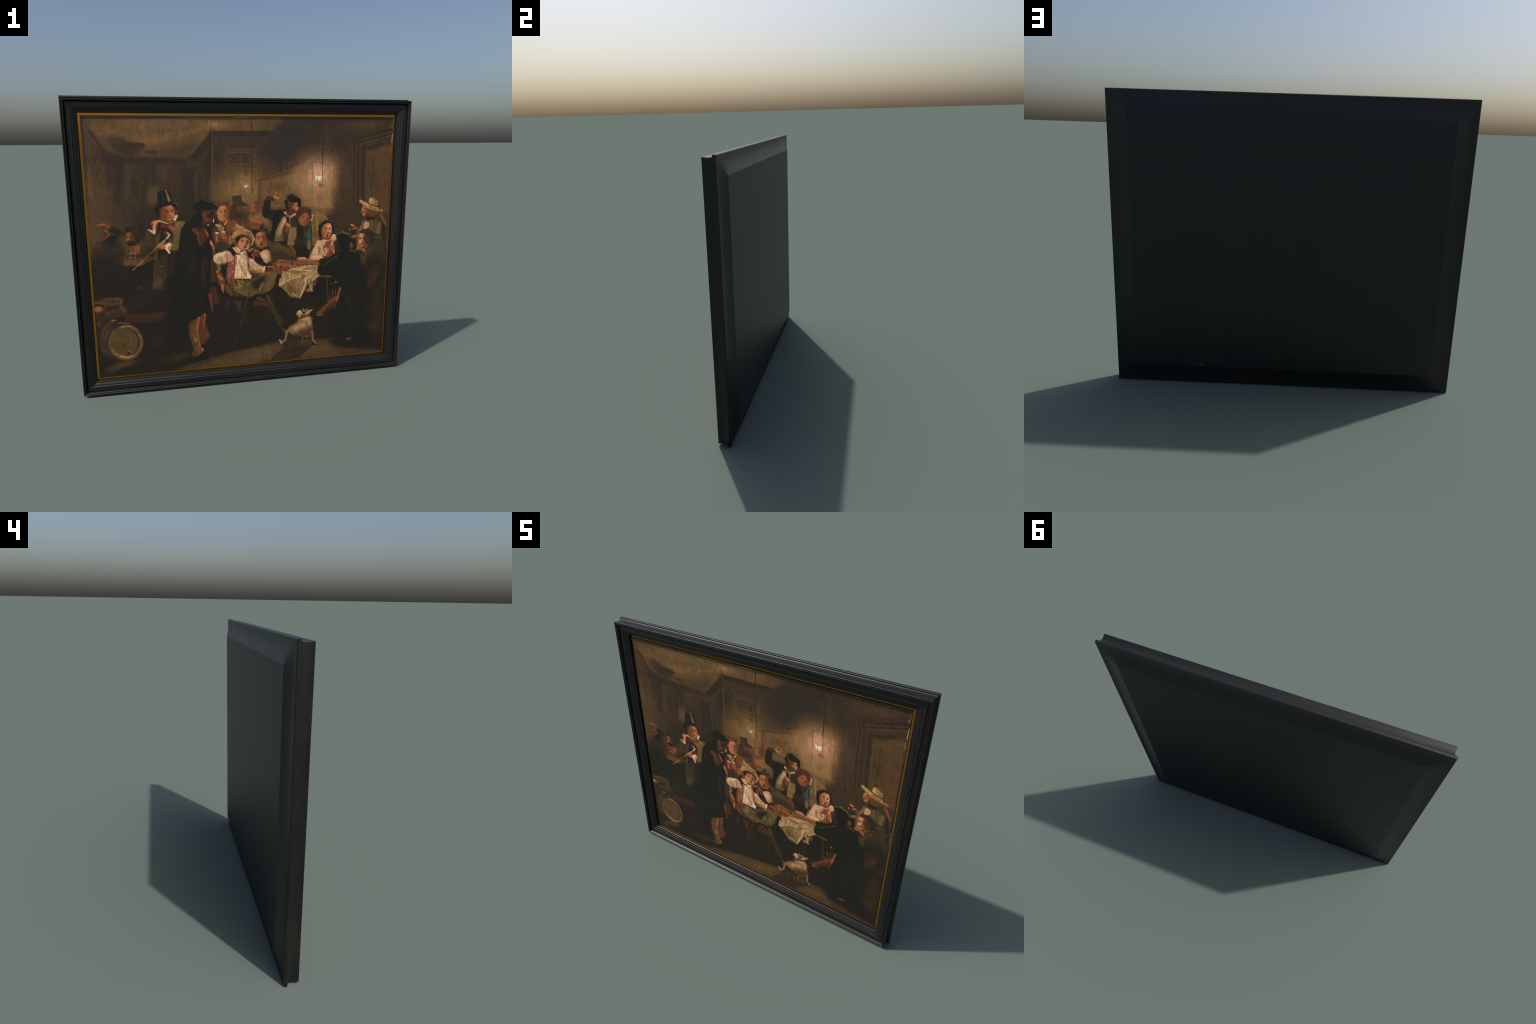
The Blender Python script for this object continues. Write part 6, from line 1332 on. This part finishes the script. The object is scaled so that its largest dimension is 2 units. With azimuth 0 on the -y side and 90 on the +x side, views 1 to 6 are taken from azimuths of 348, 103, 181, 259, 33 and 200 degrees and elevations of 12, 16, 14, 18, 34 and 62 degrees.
def half_lights_in_the_gloom():
    dab(UMBER, 88.3, 32, 7.4, 2.58, turn=-72, soft=0.9, cover=0.5)
    dab(UMBER, 102.5, 32.2, 2.76, 6.7, turn=-20, soft=0.9, cover=0.6)
    dab(SOOT, 96.2, 24.5, 5.4, 5.5, turn=-5, soft=0.9, cover=0.7)
    dab(SOOT, 119.6, 38.7, 5.5, 2.75, turn=-4, soft=0.9, cover=0.8)
    dab(UMBER, 127.8, 36.8, 2.77, 4.2, turn=1, soft=0.9, cover=0.4)
    dab(SOOT, 140.7, 21.8, 4.4, 7.5, turn=-9, soft=0.9, cover=0.7)
    dab(SOOT, 161.4, 42.8, 2.94, 10.1, turn=-8, soft=0.9, cover=0.8)
    dab(UMBER, 156, 33.8, 1.9, 12.5, turn=8, soft=0.9, cover=0.35)
    dab(UMBER, 166.6, 33, 2.95, 11.4, turn=-2, soft=0.9, cover=0.3)
    dab(FLESH_DARK, 175.3, 34.8, 3.4, 9.6, turn=3, soft=0.9, cover=0.3)
    dab(FLESH_DARK, 173.6, 18.1, 5.6, 2.86, turn=-14, soft=0.9, cover=0.35)
    dab(SOOT, 77.9, 30.5, 3.5, 5.4, turn=-1, soft=0.9, cover=0.8)
    dab(SOOT, 81.7, 23.4, 5.3, 4.1, turn=-15, soft=0.9, cover=0.7)
    dab(SOOT, 29.7, 27, 7.5, 3.6, turn=-16, soft=0.9, cover=0.6)
    dab(UMBER, 34.9, 19.3, 6, 2.85, turn=6, soft=0.9, cover=0.35)
    dab(UMBER, 30, 48.2, 7.4, 2.3, turn=33, soft=0.9, cover=0.45)
    dab(UMBER, 19.6, 43.2, 3.3, 2.69, turn=28, soft=0.9, cover=0.4)
    dab(SOOT, 47.5, 42.3, 2.26, 11.9, turn=-6, soft=0.9, cover=0.7)
    dab(SOOT, 54.4, 47.7, 1.5, 11.9, turn=2, soft=0.9, cover=0.7)
    dab(UMBER, 60.4, 45.3, 1.29, 10.4, turn=3, soft=0.9, cover=0.35)
    dab(UMBER, 38.1, 7.5, 7.6, 2.07, turn=3, soft=0.9, cover=0.5)
    dab(SOOT, 53, 78, 1.4, 10.8, turn=-8, soft=0.9, cover=0.7)
    dab(UMBER, 56.5, 65.2, 1.63, 10.3, turn=-4, soft=0.9, cover=0.35)
    dab(FLESH_DARK, 62.8, 61.2, 1.43, 8.2, turn=2, soft=0.9, cover=0.4)
    dab(FLESH_DARK, 65, 66.6, 0.93, 5.9, turn=6, soft=0.9, cover=0.4)
    dab(SOOT, 55.1, 87.9, 2.1, 4.2, turn=-32, soft=0.9, cover=0.8)


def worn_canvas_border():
    stroke(SLATE, (0.52, 150.2), (1.04, 124.4), 0.81, 0.56, soft=0.5, cover=0.9)
    stroke(SLATE, (1.04, 124.4), (0.7, 102.8), 0.51, 0.32, soft=0.75, cover=0.68)
    stroke(EARTH, (0.45, 149.2), (55.3, 149.2), 1.01, 0.82, soft=0.4, cover=0.75)
    stroke(SLATE, (0.21, 150), (55.3, 150), 0.32, 0.38, soft=0.75, cover=0.59)
    stroke(OLIVE, (52.6, 149.2), (111, 149.4), 0.87, 0.54, soft=0.6, cover=0.7)
    stroke(SLATE, (76, 149.8), (115.1, 149.9), 0.41, 0.54, soft=0.75, cover=0.81)
    stroke(SAND, (82.9, 149.3), (89.8, 149.3), 0.27, 0.27, soft=0.75, cover=0.68)
    stroke(SLATE, (112.2, 149.7), (145.2, 149.6), 0.71, 0.85, soft=0.5, cover=0.95)
    stroke(SLATE, (145.2, 149.4), (179.4, 149.4), 0.8, 0.88, soft=0.5, cover=0.9)
    stroke(OLIVE_BRIGHT, (143.7, 150.4), (179.4, 150.2), 0.29, 0.36, soft=0.75, cover=0.77)
    stroke(OLIVE_LIT, (179.6, 149.9), (179.3, 145), 0.22, 0.22, soft=0.75, cover=0.68)
    stroke(SAND, (178.8, 145), (179, 143.6), 0.34, 0.3, soft=0.75, cover=0.85)
    stroke(SLATE, (179.1, 142.8), (178.8, 140.7), 0.34, 0.34, soft=0.75, cover=0.85)
    stroke(SILVER, (179.4, 140.7), (179.3, 135), 0.23, 0.23, soft=0.75, cover=0.68)
    stroke(SAND, (178.9, 132.9), (179, 129.3), 0.3, 0.3, soft=0.75, cover=0.68)
    stroke(SLATE, (179.1, 127.1), (179.3, 111), 0.35, 0.35, soft=0.75, cover=0.77)
    stroke(SLATE, (179.2, 111), (179.3, 97.2), 0.35, 0.35, soft=0.75, cover=0.77)
    stroke(SLATE, (179.2, 106.5), (179.5, 76.8), 0.32, 0.32, soft=0.75, cover=0.77)
    stroke(GREY, (179.5, 76.4), (179.7, 66.7), 0.24, 0.24, soft=0.75, cover=0.77)
    stroke(SLATE, (179.6, 65.9), (180, 45.6), 0.33, 0.33, soft=0.75, cover=0.68)


for part_of_scene in (room_walls_and_ceiling, tavern_back_wall, door_surround, gloom_on_the_walls, gas_lamps, floor_boards, barrels, drinkers_at_far_table, man_in_tall_hat, figures_by_the_bar, onlookers_in_the_haze, youth_with_mugs, man_in_dark_cap, man_raising_his_hand, man_leaning_forward, man_in_straw_hat, man_resting_his_chin, table_and_newspaper, singing_man_behind_the_table, youth_in_white_shirt, man_drinking_in_white_shirt, man_seen_from_behind_at_right, small_dog, half_lights_in_the_gloom, worn_canvas_border):
    part_of_scene()


brush_groups = {}


def brush_group(kind, sides=0):
    """shared node group: mask of one kind of mark, mixed over the paint below"""
    key = (kind, sides)
    if key in brush_groups:
        return brush_groups[key]
    g = Nodes(None, group=f"{kind}_of_paint")
    sockets = [("Position", "Vector"), ("Below", "Color"), ("Colour", "Color"), ("Edge", "Float"), ("Core", "Float"), ("Cover", "Float")]
    if kind == "dab": sockets += [("Centre", "Vector"), ("Turn", "Vector"), ("Radii", "Vector")]
    elif kind == "stroke": sockets += [("Start", "Vector"), ("Span", "Vector"), ("Unit", "Vector"), ("Radius", "Float"), ("Growth", "Float")]
    else: sockets += [(f"{w} {i}", t) for i in range(sum(sides)) for w, t in (("Normal", "Vector"), ("Offset", "Float"))]
    for name, t in sockets:
        g.tree.interface.new_socket(name, in_out="INPUT", socket_type="NodeSocket" + t)
    g.tree.interface.new_socket("Paint", in_out="OUTPUT", socket_type="NodeSocketColor")
    i = g.add("NodeGroupInput").outputs
    position = i["Position"]
    if kind == "dab":
        m = g.add("ShaderNodeMapping", {"Vector": position, "Location": i["Centre"], "Rotation": i["Turn"], "Scale": i["Radii"]}, vector_type="TEXTURE")
        r = g.add("ShaderNodeVectorMath", {0: m.outputs[0]}, operation="LENGTH").outputs["Value"]
    elif kind == "stroke":
        v = g.add("ShaderNodeVectorMath", {0: position, 1: i["Start"]}, operation="SUBTRACT").outputs[0]
        h = g.add("ShaderNodeVectorMath", {0: v, 1: i["Unit"]}, operation="DOT_PRODUCT").outputs["Value"]
        h = g.math("ADD", h, 0.0, clamp=True)
        w = g.add("ShaderNodeVectorMath", {0: i["Span"], "Scale": h}, operation="SCALE")
        w = g.add("ShaderNodeVectorMath", {0: v, 1: w.outputs[0]}, operation="SUBTRACT").outputs[0]
        r = g.add("ShaderNodeVectorMath", {0: w}, operation="LENGTH").outputs["Value"]
        r = g.math("DIVIDE", r, g.math("MULTIPLY_ADD", h, i["Growth"], i["Radius"]))
    else:
        r, k = None, 0
        for count in sides:
            piece = None
            for _ in range(count):
                d = g.add("ShaderNodeVectorMath", {0: position, 1: i[f"Normal {k}"]}, operation="DOT_PRODUCT").outputs["Value"]
                d = g.math("SUBTRACT", d, i[f"Offset {k}"])
                piece = d if piece is None else g.math("MAXIMUM", piece, d)
                k += 1
            r = piece if r is None else g.math("MINIMUM", r, piece)
    mask = g.add("ShaderNodeMapRange", {"Value": r, "From Min": i["Edge"], "From Max": i["Core"], "To Min": 0.0, "To Max": i["Cover"]}, interpolation_type="SMOOTHSTEP").outputs[0]
    out = g.add("NodeGroupOutput")
    g.tree.links.new(g.mix(mask, i["Below"], i["Colour"]), out.inputs[0])
    brush_groups[key] = g.tree
    return g.tree


def brushwork(n, mark, position, below):
    kind, colour, cover, shape = mark
    values = {"Position": position, "Below": below, "Colour": colour, "Cover": cover}
    sides = 0
    if kind == "dab":
        x, z, across, along, turn, soft = shape
        values |= {"Centre": (x, 0, z), "Turn": (0, -math.radians(turn), 0), "Radii": (across, 1e6, along)}
    elif kind == "stroke":
        (x0, z0), (x1, z1), r0, r1, soft = shape
        dx, dz = x1 - x0, z1 - z0
        l2 = max(1e-6, dx * dx + dz * dz)
        values |= {"Start": (x0, 0, z0), "Span": (dx, 0, dz), "Unit": (dx / l2, 0, dz / l2), "Radius": r0, "Growth": r1 - r0}
    else:
        planes, soft = shape
        sides = tuple(len(piece) for piece in planes)
        for i, (nx, nz, offset) in enumerate(p for piece in planes for p in piece):
            values |= {f"Normal {i}": (nx, 0, nz), f"Offset {i}": offset}
    values |= {"Edge": soft, "Core": -soft} if kind == "patch" else {"Edge": 1 + soft * SPREAD, "Core": max(0.02, 1 - soft)}
    return n.add("ShaderNodeGroup", values, node_tree=brush_group(kind, sides)).outputs[0]


def reach(mark, x, z, spread):
    """how a mark lies to a disc of the canvas: 0 misses it, 1 touches it, 2 hides it"""
    kind, _, cover, shape = mark
    if kind == "dab":
        cx, cz, a, b, turn, soft = shape
        t = math.radians(turn)
        u, v = (x - cx) * math.cos(t) + (z - cz) * math.sin(t), (z - cz) * math.cos(t) - (x - cx) * math.sin(t)
        edge, core = 1 + soft * SPREAD, max(0.02, 1 - soft)
        if math.hypot(u / (a * edge + spread), v / (b * edge + spread)) > 1: return 0
        a, b = a * core - spread, b * core - spread
        hides = a > 0 and b > 0 and math.hypot(u / a, v / b) < 0.97
    elif kind == "stroke":
        (x0, z0), (x1, z1), r0, r1, soft = shape
        dx, dz = x1 - x0, z1 - z0
        h = min(1, max(0, ((x - x0) * dx + (z - z0) * dz) / max(1e-6, dx * dx + dz * dz)))
        d = math.hypot(x - x0 - h * dx, z - z0 - h * dz)
        if d > max(r0, r1) * (1 + soft * SPREAD) + spread: return 0
        hides = d < min(r0, r1) * (1 - soft) - spread
    else:
        planes, soft = shape
        d = min(max(nx * x + nz * z - offset for nx, nz, offset in piece) for piece in planes)
        if d > soft + spread: return 0
        hides = d < -soft - spread
    return 2 if hides and cover == 1.0 else 1


def marks_on(x0, z0, x1, z1):
    found = []
    for mark in marks:
        how = reach(mark, (x0 + x1) / 2, (z0 + z1) / 2, math.hypot(x1 - x0, z1 - z0) / 2 + 0.4)
        if how == 2: found = [mark]
        elif how: found.append(mark)
    return found


def painted_material(found):
    """oil paint for one rectangle of the canvas: only the marks that reach into it"""
    n = Nodes("oil_paint")
    wobble = n.add("ShaderNodeTexNoise", {"Vector": n.coord, "Scale": 0.55, "Detail": 2.0}).outputs["Color"]
    wobble = n.add("ShaderNodeVectorMath", {0: wobble, 1: (0.5, 0.5, 0.5)}, operation="SUBTRACT").outputs[0]
    position = n.add("ShaderNodeVectorMath", {0: wobble, 1: (WOBBLE, 0, WOBBLE), 2: n.coord}, operation="MULTIPLY_ADD").outputs[0]
    position = n.add("ShaderNodeVectorMath", {0: position, 1: (1, 0, 1)}, operation="MULTIPLY").outputs[0]
    colour = SOOT
    for mark in found:
        colour = brushwork(n, mark, position, colour)
    brush = n.add("ShaderNodeTexNoise", {"Vector": n.add("ShaderNodeMapping", {"Vector": n.coord, "Scale": (1.0, 1, 0.55)}).outputs[0],
                  "Scale": 0.42, "Detail": 5.0, "Roughness": 0.65, "Distortion": 1.2}).outputs["Fac"]
    tone = n.add("ShaderNodeMapRange", {"Value": brush, "From Min": 0.25, "From Max": 0.75, "To Min": 0.58, "To Max": 1.34}).outputs[0]
    weave = n.noise(2.4, 2, None, 0.7)
    tone = n.math("MULTIPLY", tone, n.add("ShaderNodeMapRange", {"Value": weave, "From Min": 0.25, "From Max": 0.75, "To Min": 0.84, "To Max": 1.16}).outputs[0])
    cast = n.add("ShaderNodeMapRange", {"Value": n.noise(0.16, 4, None, 0.6, (9.0, 0, 4.0)), "From Min": 0.3, "From Max": 0.7}).outputs[0]
    colour = n.mix(1.0, colour, n.mix(cast, (0.94, 1.0, 0.97, 1), (1.10, 1.0, 0.82, 1)), "MULTIPLY")
    colour = n.add("ShaderNodeVectorMath", {0: colour, "Scale": tone}, operation="SCALE")
    speck = n.noise(1.7, 1, None, 0.5, (31.0, 0, 17.0))
    colour = n.mix(n.math("MULTIPLY", n.ramp(speck, 0.74, 0.80), 0.35), colour.outputs[0], SAND)
    return n.finish(colour, 0.45, bump=weave, bump_depth=0.0002)


WOBBLE = 1.0
MOST_MARKS, SMALLEST = 36, 3.5


def rectangles(x0, z0, x1, z1):
    """splits the canvas until no piece carries too many brush marks"""
    found = marks_on(x0, z0, x1, z1)
    if len(found) <= MOST_MARKS or x1 - x0 < SMALLEST * 2:
        return [(x0, z0, x1, z1, found)]
    xm, zm = (x0 + x1) / 2, (z0 + z1) / 2
    return [r for q in ((x0, z0, xm, zm), (xm, z0, x1, zm), (x0, zm, xm, z1), (xm, zm, x1, z1)) for r in rectangles(*q)]


def painted_canvas():
    """stretched canvas: one mesh, in centimetres scaled to metres, so that the paint shares its coordinates"""
    verts, faces, slots, mats, index = [], [], [], [], {}

    def corner(*v):
        if v not in index:
            index[v] = len(verts)
            verts.append(v)
        return index[v]
    for x0, z0, x1, z1, found in rectangles(0.0, 0.0, CANVAS_W, CANVAS_H):
        faces.append((corner(x0, 0, z0), corner(x1, 0, z0), corner(x1, 0, z1), corner(x0, 0, z1)))
        slots.append(len(mats))
        mats.append(painted_material(found))
    side = Nodes("dark_canvas_edge")
    mats.append(side.finish(side.mix(side.noise(1.0), (0.004, 0.003, 0.003, 1), (0.008, 0.006, 0.005, 1)), 0.7, specular=0.2))
    ring = [(0.0, 0.0), (CANVAS_W, 0.0), (CANVAS_W, CANVAS_H), (0.0, CANVAS_H)]
    for i in range(4):
        (xa, za), (xb, zb) = ring[i - 1], ring[i]
        faces.append((corner(xa, 0, za), corner(xb, 0, zb), corner(xb, 4, zb), corner(xa, 4, za)))
        slots.append(len(mats) - 1)
    me = bpy.data.meshes.new("painted_canvas")
    me.from_pydata(verts, [], faces)
    for m in mats:
        me.materials.append(m)
    me.polygons.foreach_set("material_index", slots)
    me.update()
    ob = bpy.data.objects.new("painted_canvas", me)
    bpy.context.scene.collection.objects.link(ob)
    ob.parent = picture
    ob.scale = (0.01, 0.01, 0.01)
    ob.location = (-HALF_W + CANVAS_INSET, CANVAS_FRONT, CANVAS_INSET)
    return ob


painted_canvas()
